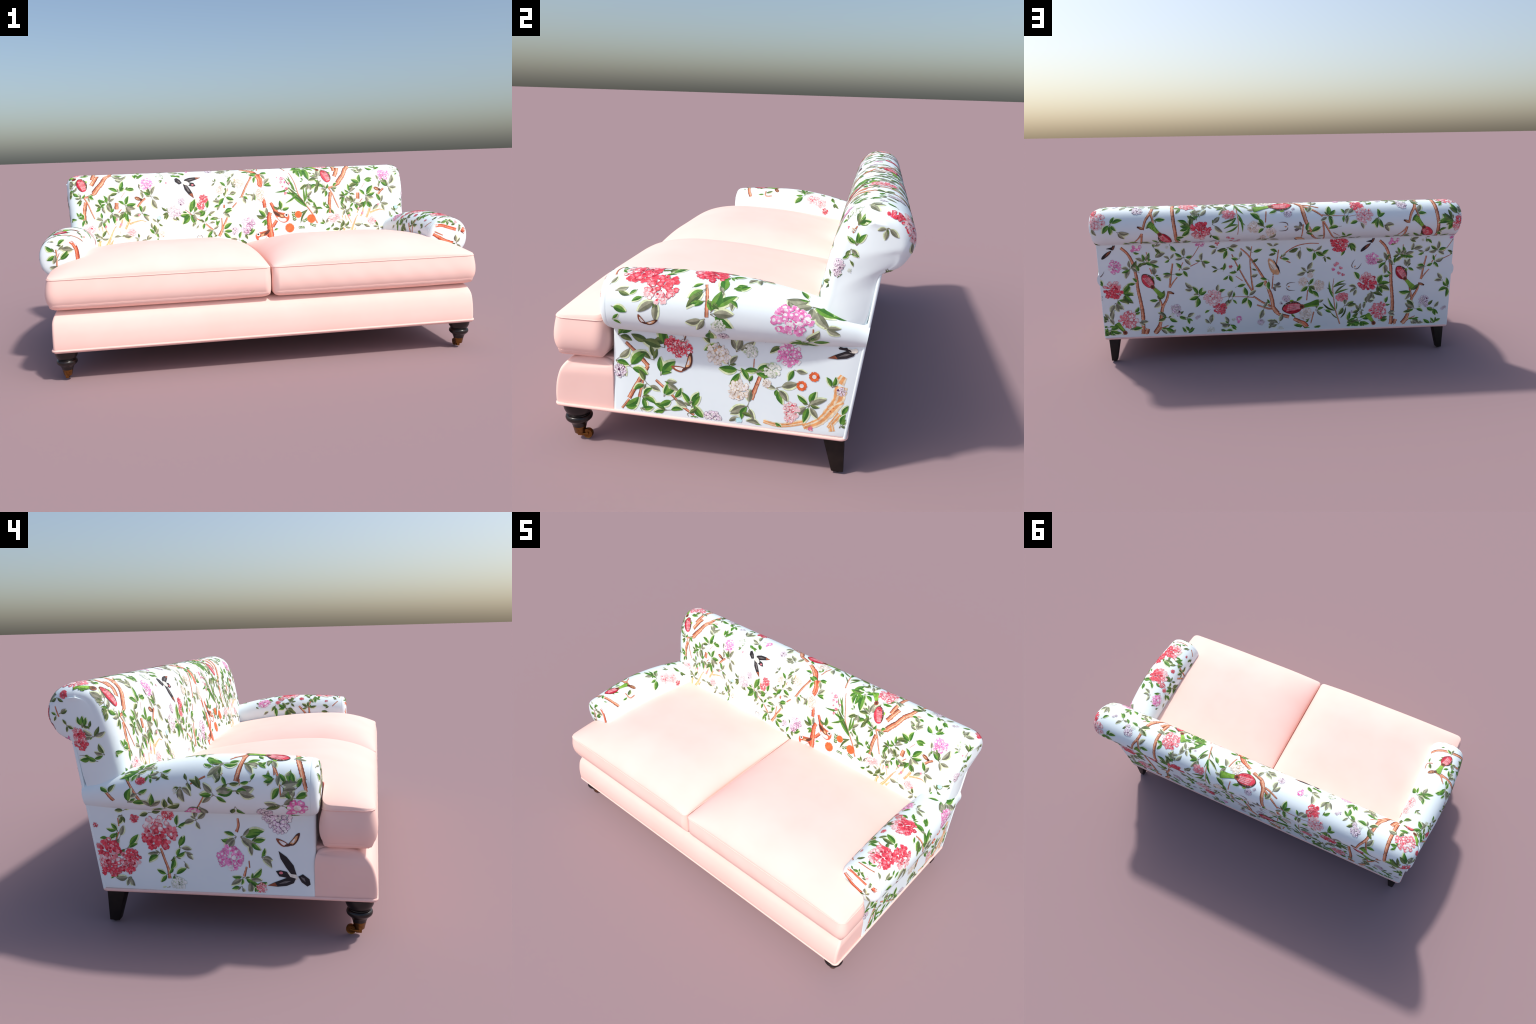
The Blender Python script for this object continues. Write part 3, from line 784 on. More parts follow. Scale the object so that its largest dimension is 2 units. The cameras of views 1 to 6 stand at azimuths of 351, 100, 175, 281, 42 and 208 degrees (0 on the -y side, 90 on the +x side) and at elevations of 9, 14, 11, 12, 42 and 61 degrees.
def print_tile(fan, branch, flower, bird, bamboo, fern):
    branch([(-0.813, 0.490), (-0.784, 0.461), (-0.764, 0.423), (-0.753, 0.379), (-0.745, 0.328), (-0.741, 0.258), (-0.732, 0.186), (-0.726, 0.120), (-0.728, 0.053), (-0.732, -0.001)], 0.0123, 0.0185)
    branch([(-0.555, 0.397), (-0.567, 0.335), (-0.577, 0.264)], 0.0074, 0.0098)
    branch([(-0.535, 0.321), (-0.558, 0.293), (-0.576, 0.264)], 0.0049, 0.0068)
    branch([(-0.584, 0.245), (-0.596, 0.200), (-0.620, 0.155), (-0.629, 0.109), (-0.642, 0.050), (-0.669, 0.008)], 0.0095, 0.0202)
    branch([(-0.639, 0.238), (-0.630, 0.188), (-0.620, 0.158)], 0.0081, 0.0112)
    branch([(-0.667, 0.009), (-0.643, 0.026), (-0.596, 0.049)], 0.0115, 0.0038)
    branch([(-0.415, 0.487), (-0.446, 0.438), (-0.474, 0.410)], 0.0030, 0.0030)
    branch([(-0.422, 0.399), (-0.464, 0.379)], 0.0031, 0.0043)
    branch([(-0.685, 0.464), (-0.684, 0.402)], 0.0036, 0.0048)
    branch([(-0.674, 0.376), (-0.664, 0.344)], 0.0043, 0.0055)
    branch([(-0.501, 0.402), (-0.524, 0.358)], 0.0031, 0.0049)
    branch([(-0.202, 0.468), (-0.167, 0.435), (-0.132, 0.383), (-0.097, 0.324), (-0.073, 0.278), (-0.055, 0.225), (-0.041, 0.172), (-0.032, 0.132), (-0.007, 0.097)], 0.0063, 0.0176)
    branch([(-0.248, 0.438), (-0.223, 0.380), (-0.194, 0.321), (-0.171, 0.275), (-0.141, 0.222)], 0.0050, 0.0087)
    branch([(-0.143, 0.478), (-0.153, 0.409), (-0.151, 0.346), (-0.146, 0.281), (-0.138, 0.222)], 0.0037, 0.0087)
    branch([(-0.139, 0.199), (-0.093, 0.164), (-0.038, 0.132)], 0.0077, 0.0115)
    branch([(-0.258, 0.200), (-0.197, 0.198), (-0.136, 0.192)], 0.0025, 0.0044)
    branch([(-0.230, 0.316), (-0.195, 0.289)], 0.0025, 0.0037)
    branch([(-0.316, 0.196), (-0.270, 0.204)], 0.0019, 0.0019)
    flower('redpink', -0.868, 0.259, 0.0540, -86)
    flower('pink', -0.802, 0.090, 0.0529, 58)
    flower('mag', -0.851, 0.387, 0.0374, -2)
    flower('ring', -0.732, 0.493, 0.0262, 19)
    flower('pale', -0.352, 0.197, 0.0505, 88)
    flower('red', -0.319, 0.136, 0.0369, -2)
    flower('redbud', -0.256, 0.370, 0.0124, -2)
    flower('ring', -0.219, 0.072, 0.0181, 60)
    flower('lil', -0.101, 0.047, 0.0208, -2)
    flower('lil', -0.553, 0.141, 0.0284, 19)
    flower('lil', -0.538, 0.111, 0.0140, -2)
    flower('wht', -0.371, 0.011, 0.0233, -3)
    flower('lil', -0.445, 0.085, 0.0115, -2)
    flower('wht', -0.571, 0.110, 0.0139, -2)
    flower('redbud', -0.323, 0.499, 0.0133, -2)
    flower('ring', -0.405, 0.502, 0.0203, -2)
    flower('wht', -0.579, 0.486, 0.0096, -2)
    flower('wht', -0.249, 0.067, 0.0116, -2)
    bird('red', -0.685, 0.300, -56, 0.092)
    bird('tailup', -0.839, 0.035, -52, 0.095)
    bird('finch', -0.573, 0.236, -24, 0.027)
    bird('blacktail', -0.863, 0.479, -137, 0.077)
    bird('tan', -0.036, 0.364, -53, 0.081)
    fan(-0.701, 0.409, ('y', 146, 0.044), ('d', -156, 0.045), ('y', 39, 0.046), ('g', -24, 0.044), ('g', 105, 0.046))
    fan(-0.774, 0.373, ('y', 104, 0.057), ('d', 63, 0.058), ('y', 167, 0.053), ('g', -139, 0.057), ('y', -102, 0.058))
    fan(-0.728, 0.350, ('g', 100, 0.044), ('y', 135, 0.042))
    fan(-0.741, 0.296, ('g', -171, 0.045), ('g', 124, 0.046))
    fan(-0.678, 0.405, ('g', -18, 0.049), ('y', 19, 0.051), ('g', 91, 0.053), ('d', -151, 0.051))
    fan(-0.653, 0.334, ('y', 77, 0.051), ('g', -45, 0.048), ('y', 115, 0.049))
    fan(-0.497, 0.427, ('g', 152, 0.052), ('y', 92, 0.055), ('g', 7, 0.052), ('y', -54, 0.053), ('y', -166, 0.052))
    fan(-0.568, 0.420, ('y', 157, 0.042), ('g', -146, 0.044), ('y', 59, 0.045))
    fan(-0.558, 0.337, ('g', 167, 0.051), ('g', 3, 0.051), ('y', -166, 0.051))
    fan(-0.509, 0.364, ('g', 111, 0.053), ('y', 3, 0.050), ('g', -46, 0.051))
    fan(-0.407, 0.405, ('y', 73, 0.045), ('g', 9, 0.043), ('y', -64, 0.045), ('d', 162, 0.043))
    fan(-0.629, 0.195, ('g', 172, 0.060), ('y', -126, 0.064), ('d', 59, 0.065))
    fan(-0.817, 0.238, ('g', 6, 0.062), ('g', -41, 0.063), ('g', 58, 0.068), ('d', -71, 0.066))
    fan(-0.865, 0.188, ('y', -108, 0.052), ('y', -67, 0.050), ('y', -35, 0.048))
    fan(-0.902, 0.101, ('y', 133, 0.046), ('d', -161, 0.046), ('y', 76, 0.050), ('y', -67, 0.047))
    fan(-0.913, 0.051, ('g', 172, 0.037), ('g', 3, 0.037), ('g', -122, 0.041))
    fan(-0.772, 0.122, ('g', 58, 0.046), ('g', 9, 0.042))
    fan(-0.800, 0.030, ('g', 9, 0.058), ('d', 40, 0.061))
    fan(-0.749, 0.074, ('y', -2, 0.045), ('y', -25, 0.045))
    fan(-0.602, 0.095, ('y', 156, 0.058), ('d', -155, 0.059), ('g', -30, 0.058), ('d', 134, 0.059))
    fan(-0.541, 0.102, ('d', 50, 0.052), ('g', -35, 0.049))
    fan(-0.496, 0.090, ('y', 50, 0.047), ('g', -35, 0.045), ('g', -75, 0.047), ('y', 172, 0.044))
    fan(-0.618, 0.035, ('g', -19, 0.052), ('y', -46, 0.054))
    fan(-0.501, -0.007, ('g', 129, 0.055), ('g', 45, 0.055))
    fan(-0.424, 0.213, ('g', 83, 0.059), ('g', 45, 0.057), ('g', 130, 0.056), ('g', -155, 0.055), ('g', -106, 0.059))
    fan(-0.455, 0.253, ('y', 125, 0.056), ('y', -171, 0.054))
    fan(-0.330, 0.226, ('y', 97, 0.044), ('g', 19, 0.042))
    fan(-0.370, 0.132, ('g', -145, 0.043))
    fan(-0.373, 0.048, ('y', 120, 0.052), ('y', 60, 0.053), ('y', 88, 0.054))
    fan(-0.275, 0.044, ('y', 111, 0.055), ('y', 175, 0.051), ('g', -50, 0.053))
    fan(-0.316, 0.015, ('g', -13, 0.047))
    fan(-0.322, 0.358, ('d', 152, 0.035), ('d', -156, 0.035), ('d', 14, 0.035))
    fan(-0.296, 0.344, ('g', 79, 0.046))
    fan(-0.263, 0.324, ('g', -145, 0.044), ('g', -63, 0.046))
    fan(-0.268, 0.476, ('d', -156, 0.053), ('g', -106, 0.055), ('g', -33, 0.053), ('y', 19, 0.052))
    fan(-0.321, 0.478, ('y', -130, 0.043), ('d', 168, 0.041))
    fan(-0.224, 0.338, ('g', 84, 0.046), ('g', -166, 0.043))
    fan(-0.210, 0.411, ('y', 79, 0.047), ('g', -177, 0.045))
    fan(-0.143, 0.444, ('g', 24, 0.053), ('y', 127, 0.055))
    fan(-0.150, 0.384, ('d', 40, 0.054))
    fan(-0.148, 0.355, ('d', -7, 0.037))
    fan(-0.152, 0.310, ('y', 14, 0.051))
    fan(-0.055, 0.287, ('g', 162, 0.049), ('g', -110, 0.051))
    fan(-0.235, 0.252, ('g', 19, 0.055))
    fan(-0.132, 0.251, ('g', 40, 0.059))
    fan(-0.169, 0.197, ('g', 107, 0.059), ('g', -125, 0.057), ('g', -77, 0.059), ('y', 30, 0.056))
    fan(-0.252, 0.190, ('g', -54, 0.048), ('y', -145, 0.047), ('g', 74, 0.049))
    fan(-0.270, 0.191, ('y', 84, 0.051), ('y', -106, 0.051))
    fan(-0.084, 0.124, ('y', -124, 0.055), ('y', -95, 0.057), ('y', 61, 0.055))
    fan(-0.020, 0.043, ('y', -161, 0.047), ('y', 151, 0.048), ('y', -119, 0.049))
    fan(-0.050, 0.146, ('g', 117, 0.041))
    fan(-0.005, 0.442, ('g', 178, 0.045))
    fan(-0.596, -0.006, ('y', 145, 0.044), ('y', 19, 0.044))
    fan(-0.641, 0.432, ('y', 19, 0.057), ('y', 58, 0.059))
    fan(-0.755, 0.463, ('g', -2, 0.041))
    fan(-0.566, 0.498, ('g', -44, 0.044), ('d', 39, 0.045))
    fan(-0.649, 0.488, ('y', 19, 0.047), ('d', -34, 0.046), ('y', 58, 0.049))
    branch([(-0.082, 0.279), (-0.052, 0.225), (-0.037, 0.172), (-0.032, 0.125), (-0.010, 0.094), (0.027, 0.079), (0.052, 0.071)], 0.0128, 0.0167)
    branch([(0.077, 0.060), (0.115, 0.038), (0.147, 0.009), (0.157, -0.001)], 0.0171, 0.0210)
    branch([(0.059, 0.381), (0.004, 0.411)], 0.0056, 0.0063)
    branch([(-0.003, 0.455), (-0.015, 0.379), (-0.033, 0.316)], 0.0050, 0.0062)
    branch([(-0.033, 0.312), (-0.039, 0.238)], 0.0044, 0.0057)
    branch([(0.004, 0.411), (0.046, 0.447), (0.094, 0.474), (0.155, 0.485), (0.209, 0.483)], 0.0056, 0.0037)
    branch([(0.143, 0.463), (0.216, 0.435)], 0.0031, 0.0025)
    branch([(0.293, 0.285), (0.288, 0.232), (0.295, 0.165), (0.306, 0.098), (0.331, 0.018)], 0.0026, 0.0065)
    branch([(0.152, 0.224), (0.147, 0.164)], 0.0045, 0.0051)
    branch([(0.187, 0.096), (0.171, 0.028)], 0.0065, 0.0052)
    branch([(-0.121, 0.148), (-0.066, 0.126), (-0.038, 0.122)], 0.0064, 0.0103)
    flower('red', 0.316, 0.478, 0.0496, 62)
    flower('crm', 0.126, 0.274, 0.0279, -2)
    flower('crm', 0.213, 0.247, 0.0332, -2)
    flower('crm', 0.166, 0.309, 0.0177, -2)
    flower('crm', 0.143, 0.085, 0.0378, -2)
    flower('flat', 0.338, 0.176, 0.0376, 14)
    flower('bud', 0.304, 0.362, 0.0107, 62)
    flower('bud', 0.284, 0.329, 0.0108, 62)
    flower('bud', 0.324, 0.336, 0.0108, 62)
    flower('bud', 0.315, 0.307, 0.0108, 62)
    flower('bud', 0.337, 0.297, 0.0108, 62)
    flower('bud', 0.294, 0.353, 0.0107, 62)
    flower('lil', 0.037, 0.179, 0.0218, -2)
    flower('lil', 0.009, 0.153, 0.0116, -2)
    flower('wht', 0.005, -0.002, 0.0197, -3)
    flower('lil', 0.912, 0.094, 0.0120, -2)
    flower('lil', 0.395, 0.087, 0.0092, -2)
    bird('redside', 0.077, 0.124, 6, 0.116)
    bird('moth', 0.058, 0.247, 90, 0.038)
    bird('moth', 0.408, 0.355, 148, 0.037)
    bird('greymoth', -0.015, 0.250, -2, 0.044)
    fan(-0.032, 0.475, ('y', 138, 0.043), ('y', 30, 0.042))
    fan(-0.017, 0.433, ('d', 173, 0.042))
    fan(0.007, 0.410, ('y', 30, 0.045), ('g', -23, 0.046))
    fan(0.113, 0.464, ('y', -92, 0.060), ('d', -171, 0.057))
    fan(0.186, 0.440, ('g', -109, 0.053), ('g', 168, 0.052), ('g', -32, 0.053), ('y', 40, 0.051))
    fan(0.222, 0.416, ('g', 30, 0.048))
    fan(0.241, 0.412, ('d', -32, 0.038), ('d', -70, 0.039), ('d', 148, 0.038))
    fan(0.371, 0.481, ('d', -60, 0.061), ('g', -32, 0.060), ('g', -88, 0.060))
    fan(0.350, 0.457, ('g', -108, 0.043))
    fan(0.144, 0.326, ('y', 147, 0.054), ('y', 61, 0.053), ('y', 14, 0.052), ('y', -155, 0.052))
    fan(0.157, 0.247, ('g', -161, 0.052), ('g', 61, 0.054), ('g', -52, 0.056), ('d', -28, 0.054))
    fan(0.170, 0.223, ('g', -52, 0.063))
    fan(0.089, 0.160, ('g', 19, 0.046))
    fan(0.202, 0.152, ('y', 3, 0.044))
    fan(0.196, 0.105, ('g', 14, 0.050), ('y', 62, 0.052), ('y', -52, 0.054))
    fan(0.240, 0.110, ('g', -33, 0.059))
    fan(0.430, 0.273, ('g', 129, 0.057))
    fan(0.522, 0.243, ('g', 3, 0.069), ('d', -32, 0.073), ('g', 52, 0.069))
    fan(0.495, 0.204, ('g', -60, 0.065), ('y', -92, 0.063), ('d', -27, 0.063))
    fan(0.353, 0.123, ('g', 30, 0.059), ('y', 77, 0.063), ('d', -113, 0.062), ('d', 8, 0.059))
    fan(0.419, 0.227, ('y', -155, 0.052), ('y', 157, 0.055), ('y', -107, 0.055))
    fan(0.372, 0.027, ('g', 42, 0.058), ('d', 14, 0.058), ('g', 63, 0.060))
    fan(0.400, 0.025, ('g', -74, 0.056), ('g', -23, 0.053), ('g', -128, 0.052))
    fan(0.440, 0.085, ('d', -161, 0.044), ('d', 128, 0.048))
    fan(-0.004, 0.032, ('y', 146, 0.052), ('y', 61, 0.053), ('y', -161, 0.050))
    fan(0.128, 0.017, ('g', -177, 0.053))
    fan(0.175, -0.006, ('g', 19, 0.044), ('g', 156, 0.046))
    fan(0.058, 0.091, ('g', -34, 0.039), ('g', 146, 0.039))
    fan(0.140, 0.050, ('g', 30, 0.035))
    bamboo(0.288, 0.232, (30, 0.077), (14, 0.077))
    bamboo(0.298, 0.195, (41, 0.081), (19, 0.080))
    bamboo(0.290, 0.196, (133, 0.053))
    bamboo(0.293, 0.172, (105, 0.101))
    bamboo(0.306, 0.098, (119, 0.089), (147, 0.086))
    bamboo(0.333, 0.052, (67, 0.073))
    bamboo(0.309, 0.101, (87, 0.051))
    bamboo(0.323, 0.049, (137, 0.061))
    fan(0.472, 0.145, ('y', -107, 0.052), ('y', 19, 0.050))
    bird('redwing', -0.788, -0.030, -68, 0.084)
    branch([(-0.635, 0.043), (-0.665, 0.007), (-0.683, -0.030), (-0.705, -0.057), (-0.724, -0.084)], 0.0197, 0.0250)
    branch([(-0.705, 0.034), (-0.722, -0.012), (-0.736, -0.039)], 0.0194, 0.0211)
    branch([(-0.720, -0.084), (-0.754, -0.102), (-0.775, -0.102)], 0.0145, 0.0097)
    branch([(-0.778, -0.102), (-0.756, -0.139), (-0.743, -0.175), (-0.724, -0.221)], 0.0064, 0.0058)
    branch([(-0.766, -0.130), (-0.773, -0.166), (-0.776, -0.193), (-0.776, -0.211), (-0.776, -0.248)], 0.0180, 0.0141)
    branch([(-0.606, -0.139), (-0.609, -0.175)], 0.0178, 0.0194)
    branch([(-0.453, -0.121), (-0.475, -0.139), (-0.495, -0.166)], 0.0098, 0.0111)
    branch([(-0.567, -0.175), (-0.546, -0.202)], 0.0010, 0.0010)
    branch([(-0.561, -0.084), (-0.582, -0.112)], 0.0019, 0.0019)
    branch([(-0.582, -0.175), (-0.598, -0.193)], 0.0039, 0.0045)
    branch([(-0.703, -0.384), (-0.705, -0.357), (-0.698, -0.339)], 0.0161, 0.0129, 'coral')
    branch([(-0.679, -0.384), (-0.656, -0.348), (-0.636, -0.302), (-0.622, -0.275), (-0.613, -0.266)], 0.0178, 0.0039, 'coral')
    branch([(-0.648, -0.366), (-0.632, -0.339)], 0.0129, 0.0039, 'coral')
    branch([(-0.618, -0.257), (-0.614, -0.239), (-0.613, -0.221)], 0.0054, 0.0065, 'coral')
    branch([(-0.598, -0.275), (-0.584, -0.248), (-0.580, -0.221)], 0.0099, 0.0086, 'coral')
    branch([(-0.565, -0.284), (-0.548, -0.248), (-0.541, -0.230)], 0.0117, 0.0130, 'coral')
    branch([(-0.543, -0.257), (-0.518, -0.248), (-0.481, -0.239)], 0.0110, 0.0058, 'coral')
    branch([(-0.654, -0.311), (-0.662, -0.293), (-0.676, -0.266)], 0.0039, 0.0045, 'coral')
    branch([(-0.706, -0.266), (-0.703, -0.284)], 0.0077, 0.0032, 'coral')
    branch([(-0.688, -0.266), (-0.685, -0.293)], 0.0077, 0.0032, 'coral')
    branch([(-0.595, -0.311), (-0.596, -0.293)], 0.0023, 0.0016, 'coral')
    branch([(-0.481, -0.239), (-0.454, -0.248)], 0.0046, 0.0033, 'coral')
    flower('mag', -0.444, -0.039, 0.0376, 22)
    flower('lilo', -0.311, -0.166, 0.0000, 0)
    flower('lilo', -0.303, -0.202, 0.0361, 0)
    flower('lil', -0.260, -0.148, 0.0203, -48)
    flower('lil', -0.285, -0.211, 0.0230, 0)
    flower('hot', -0.741, -0.275, 0.0225, 62)
    flower('hot', -0.534, -0.302, 0.0243, -75)
    flower('blue', -0.385, -0.230, 0.0118, 0)
    flower('bud', -0.615, -0.230, 0.0078, 0)
    flower('bud', -0.594, -0.257, 0.0084, 0)
    flower('bud', -0.673, -0.266, 0.0077, 0)
    flower('bud', -0.496, -0.211, 0.0072, 0)
    flower('crm', -0.716, -0.293, 0.0109, 0)
    flower('crm', -0.375, -0.321, 0.0196, 0)
    flower('crm', -0.744, -0.084, 0.0000, 0)
    flower('bud', -0.343, -0.039, 0.0059, 0)
    flower('bud', -0.336, -0.066, 0.0000, 0)
    flower('wht', -0.801, -0.084, 0.0110, 0)
    bird('swallow', -0.228, -0.048, 0, 0.132)
    bird('finch', -0.493, -0.121, -23, 0.036)
    bird('tailbit', -0.457, -0.139, 0, 0.003)
    fan(-0.754, -0.102, ('g', 23, 0.034), ('g', -35, 0.034), ('y', -12, 0.033), ('y', -66, 0.036))
    fan(-0.790, -0.112, ('y', 124, 0.040), ('y', 174, 0.037), ('d', -132, 0.041), ('g', 62, 0.043), ('g', -101, 0.044))
    fan(-0.829, -0.075, ('g', -64, 0.030), ('g', 126, 0.030), ('y', 61, 0.031))
    fan(-0.841, -0.039, ('y', 61, 0.031), ('y', 108, 0.031), ('g', 148, 0.030))
    fan(-0.589, -0.084, ('g', 146, 0.062), ('g', 83, 0.070), ('d', -158, 0.063))
    fan(-0.563, -0.066, ('g', 0, 0.030), ('g', 0, 0.049), ('g', 0, 0.055), ('g', 0, 0.046))
    fan(-0.580, -0.021, ('y', 110, 0.055), ('y', 158, 0.045), ('y', 62, 0.055))
    fan(-0.484, 0.007, ('g', 127, 0.039), ('g', 39, 0.038), ('d', 75, 0.039))
    fan(-0.478, -0.075, ('y', 115, 0.040), ('y', -93, 0.042), ('y', -34, 0.037))
    fan(-0.424, -0.112, ('g', 157, 0.058), ('y', 61, 0.066), ('y', -17, 0.058), ('y', -60, 0.062), ('d', 115, 0.063))
    fan(-0.657, -0.139, ('g', 96, 0.045), ('g', 145, 0.040), ('g', -158, 0.040), ('y', 38, 0.042), ('y', 61, 0.045), ('d', -23, 0.039))
    fan(-0.685, -0.157, ('g', 124, 0.040), ('d', -163, 0.038), ('d', 162, 0.037), ('g', -128, 0.042), ('y', -80, 0.043))
    fan(-0.633, -0.193, ('d', 106, 0.059), ('y', 120, 0.059), ('y', 137, 0.059), ('y', -36, 0.053), ('g', -120, 0.036), ('g', -74, 0.059))
    fan(-0.561, -0.157, ('g', 70, 0.063), ('g', 140, 0.056), ('g', 17, 0.056), ('y', -23, 0.055), ('y', -66, 0.060))
    fan(-0.560, -0.184, ('g', -106, 0.056), ('g', -61, 0.052), ('d', -45, 0.050), ('d', -128, 0.054))
    fan(-0.683, -0.230, ('g', 109, 0.047), ('y', 134, 0.044), ('y', 174, 0.042), ('y', -128, 0.047), ('g', -75, 0.047))
    fan(-0.658, -0.221, ('y', -119, 0.038), ('g', -66, 0.036))
    fan(-0.775, -0.221, ('g', 162, 0.036), ('g', 129, 0.038), ('g', -118, 0.041), ('d', -56, 0.038))
    fan(-0.807, -0.211, ('g', 105, 0.030), ('g', 61, 0.031))
    fan(-0.694, -0.330, ('d', 62, 0.051), ('d', -163, 0.046), ('y', 0, 0.045), ('y', 124, 0.048))
    fan(-0.588, -0.321, ('d', 180, 0.012), ('d', 0, 0.026), ('y', 180, 0.048), ('g', -180, 0.013), ('y', 0, 0.057))
    fan(-0.497, -0.339, ('d', 114, 0.033), ('y', 174, 0.030), ('y', -123, 0.034))
    fan(-0.456, -0.348, ('y', 78, 0.035), ('y', 22, 0.032), ('y', 180, 0.030))
    fan(-0.409, -0.321, ('g', 130, 0.042), ('d', 96, 0.045), ('y', 61, 0.045))
    fan(-0.391, -0.339, ('g', -102, 0.031), ('g', 115, 0.030))
    fan(-0.393, -0.257, ('y', 61, 0.035), ('d', 105, 0.034), ('d', -34, 0.031), ('y', 135, 0.032))
    fan(-0.422, -0.293, ('y', 101, 0.039), ('g', 60, 0.024))
    fan(-0.473, -0.202, ('g', 115, 0.056), ('y', -11, 0.052), ('y', -61, 0.056), ('y', 70, 0.059), ('y', -158, 0.054))
    fan(-0.214, -0.221, ('g', 82, 0.070), ('g', 169, 0.062), ('g', -120, 0.069), ('g', -65, 0.066))
    fan(-0.334, -0.202, ('d', -163, 0.041), ('d', 146, 0.040), ('d', -119, 0.045), ('d', -97, 0.045))
    fan(-0.317, -0.221, ('d', -23, 0.040), ('y', -55, 0.042))
    fan(-0.294, 0.007, ('g', -11, 0.040), ('d', -23, 0.040))
    fan(-0.358, -0.021, ('g', 96, 0.028), ('y', -169, 0.025), ('g', -111, 0.028))
    fan(-0.708, -0.311, ('y', -35, 0.030), ('y', 168, 0.030))
    fan(-0.264, 0.043, ('g', -52, 0.047), ('y', -151, 0.044))
    fan(-0.601, 0.034, ('g', 0, 0.031), ('g', 180, 0.031))
    branch([(0.086, 0.052), (0.135, 0.034), (0.159, -0.003), (0.178, -0.039), (0.178, -0.075)], 0.0080, 0.0274, 'warm')
    branch([(0.182, -0.003), (0.186, -0.057), (0.176, -0.084)], 0.0134, 0.0184, 'warm')
    branch([(0.136, -0.021), (0.112, -0.057), (0.092, -0.093), (0.070, -0.139)], 0.0078, 0.0106)
    branch([(0.132, -0.012), (0.120, -0.039)], 0.0037, 0.0037)
    branch([(0.043, -0.166), (0.017, -0.193)], 0.0060, 0.0067)
    branch([(-0.010, -0.239), (-0.032, -0.284), (-0.050, -0.321), (-0.065, -0.348)], 0.0074, 0.0150)
    branch([(-0.046, -0.248), (-0.045, -0.293), (-0.058, -0.339)], 0.0060, 0.0074)
    branch([(-0.028, -0.175), (-0.030, -0.193)], 0.0086, 0.0100)
    branch([(-0.244, -0.193), (-0.220, -0.211), (-0.190, -0.239), (-0.160, -0.257)], 0.0025, 0.0054)
    branch([(-0.136, -0.275), (-0.097, -0.311)], 0.0073, 0.0086)
    branch([(-0.125, -0.230), (-0.125, -0.248)], 0.0026, 0.0026)
    branch([(-0.001, -0.084), (-0.005, -0.102)], 0.0027, 0.0041)
    branch([(0.188, -0.148), (0.196, -0.175), (0.198, -0.202)], 0.0179, 0.0168, 'warm')
    branch([(0.227, -0.230), (0.218, -0.257), (0.220, -0.311), (0.222, -0.366), (0.215, -0.375)], 0.0188, 0.0349, 'warm')
    branch([(0.232, -0.175), (0.246, -0.202), (0.264, -0.239)], 0.0134, 0.0235, 'warm')
    branch([(0.261, -0.275), (0.236, -0.311)], 0.0154, 0.0154, 'warm')
    branch([(0.350, -0.003), (0.375, -0.066), (0.395, -0.139), (0.425, -0.184), (0.443, -0.211), (0.467, -0.248), (0.493, -0.302)], 0.0034, 0.0081)
    branch([(0.158, -0.121), (0.172, -0.112), (0.192, -0.102)], 0.0058, 0.0031, 'coral')
    branch([(0.173, -0.139), (0.168, -0.157)], 0.0100, 0.0067, 'coral')
    branch([(0.037, -0.030), (0.047, -0.057), (0.068, -0.075)], 0.0087, 0.0060, 'coral')
    branch([(-0.022, -0.084), (-0.030, -0.102)], 0.0100, 0.0073, 'coral')
    flower('redcl', -0.140, -0.139, 0.0264, 0)
    flower('redcl', -0.158, -0.175, 0.0248, 0)
    flower('crm', -0.042, -0.093, 0.0249, 0)
    flower('crm', 0.063, -0.057, 0.0284, 0)
    flower('crm', 0.174, -0.121, 0.0268, 0)
    flower('crm', 0.179, -0.148, 0.0201, 0)
    flower('dpur', 0.102, -0.284, 0.0367, -55)
    flower('dpur', 0.090, -0.321, 0.0283, -65)
    flower('lil', 0.026, -0.321, 0.0233, 0)
    flower('lil', 0.123, -0.375, 0.0000, 0)
    flower('mari', 0.386, -0.248, 0.0186, 0)
    flower('mari', 0.459, -0.275, 0.0230, 0)
    flower('mari', 0.332, -0.321, 0.0243, 0)
    flower('bud', 0.300, -0.030, 0.0139, -64)
    flower('bud', 0.294, -0.057, 0.0088, -45)
    flower('bud', 0.317, -0.057, 0.0081, -45)
    flower('bud', 0.339, -0.066, 0.0074, -44)
    flower('bud', 0.303, -0.084, 0.0061, -44)
    flower('bud', 0.323, -0.093, 0.0105, -65)
    flower('bud', 0.315, -0.121, 0.0094, -44)
    flower('bud', 0.276, -0.030, 0.0047, -46)
    bird('parrot', 0.292, -0.257, 0, 0.111)
    bird('parrotl', 0.175, -0.357, 0, 0.077)
    bird('moth', -0.171, -0.348, 0, 0.023)
    fan(-0.071, -0.048, ('d', 81, 0.028), ('y', 141, 0.025), ('y', -144, 0.027))
    fan(-0.012, -0.075, ('g', 125, 0.049), ('y', 50, 0.052), ('d', -112, 0.053))
    fan(0.021, -0.021, ('g', 146, 0.034), ('y', 53, 0.039), ('g', -127, 0.039), ('d', -169, 0.036))
    fan(0.038, -0.084, ('y', 120, 0.039), ('y', 105, 0.041))
    fan(-0.002, -0.121, ('g', 31, 0.054), ('y', 11, 0.052))
    fan(-0.019, -0.130, ('g', -28, 0.057), ('g', -144, 0.061))
    fan(-0.064, -0.130, ('g', 31, 0.027), ('d', -111, 0.028))
    fan(-0.040, -0.157, ('y', -175, 0.051))
    fan(-0.047, -0.175, ('g', 60, 0.042), ('y', -129, 0.041), ('g', -159, 0.039))
    fan(-0.015, -0.166, ('y', 21, 0.046))
    fan(-0.037, -0.221, ('g', 5, 0.057), ('g', 31, 0.060), ('y', -33, 0.057))
    fan(-0.055, -0.248, ('g', 180, 0.050), ('y', 180, 0.034))
    fan(-0.128, -0.202, ('g', 60, 0.052), ('g', -158, 0.049), ('g', -139, 0.051))
    fan(-0.123, -0.230, ('y', 37, 0.043))
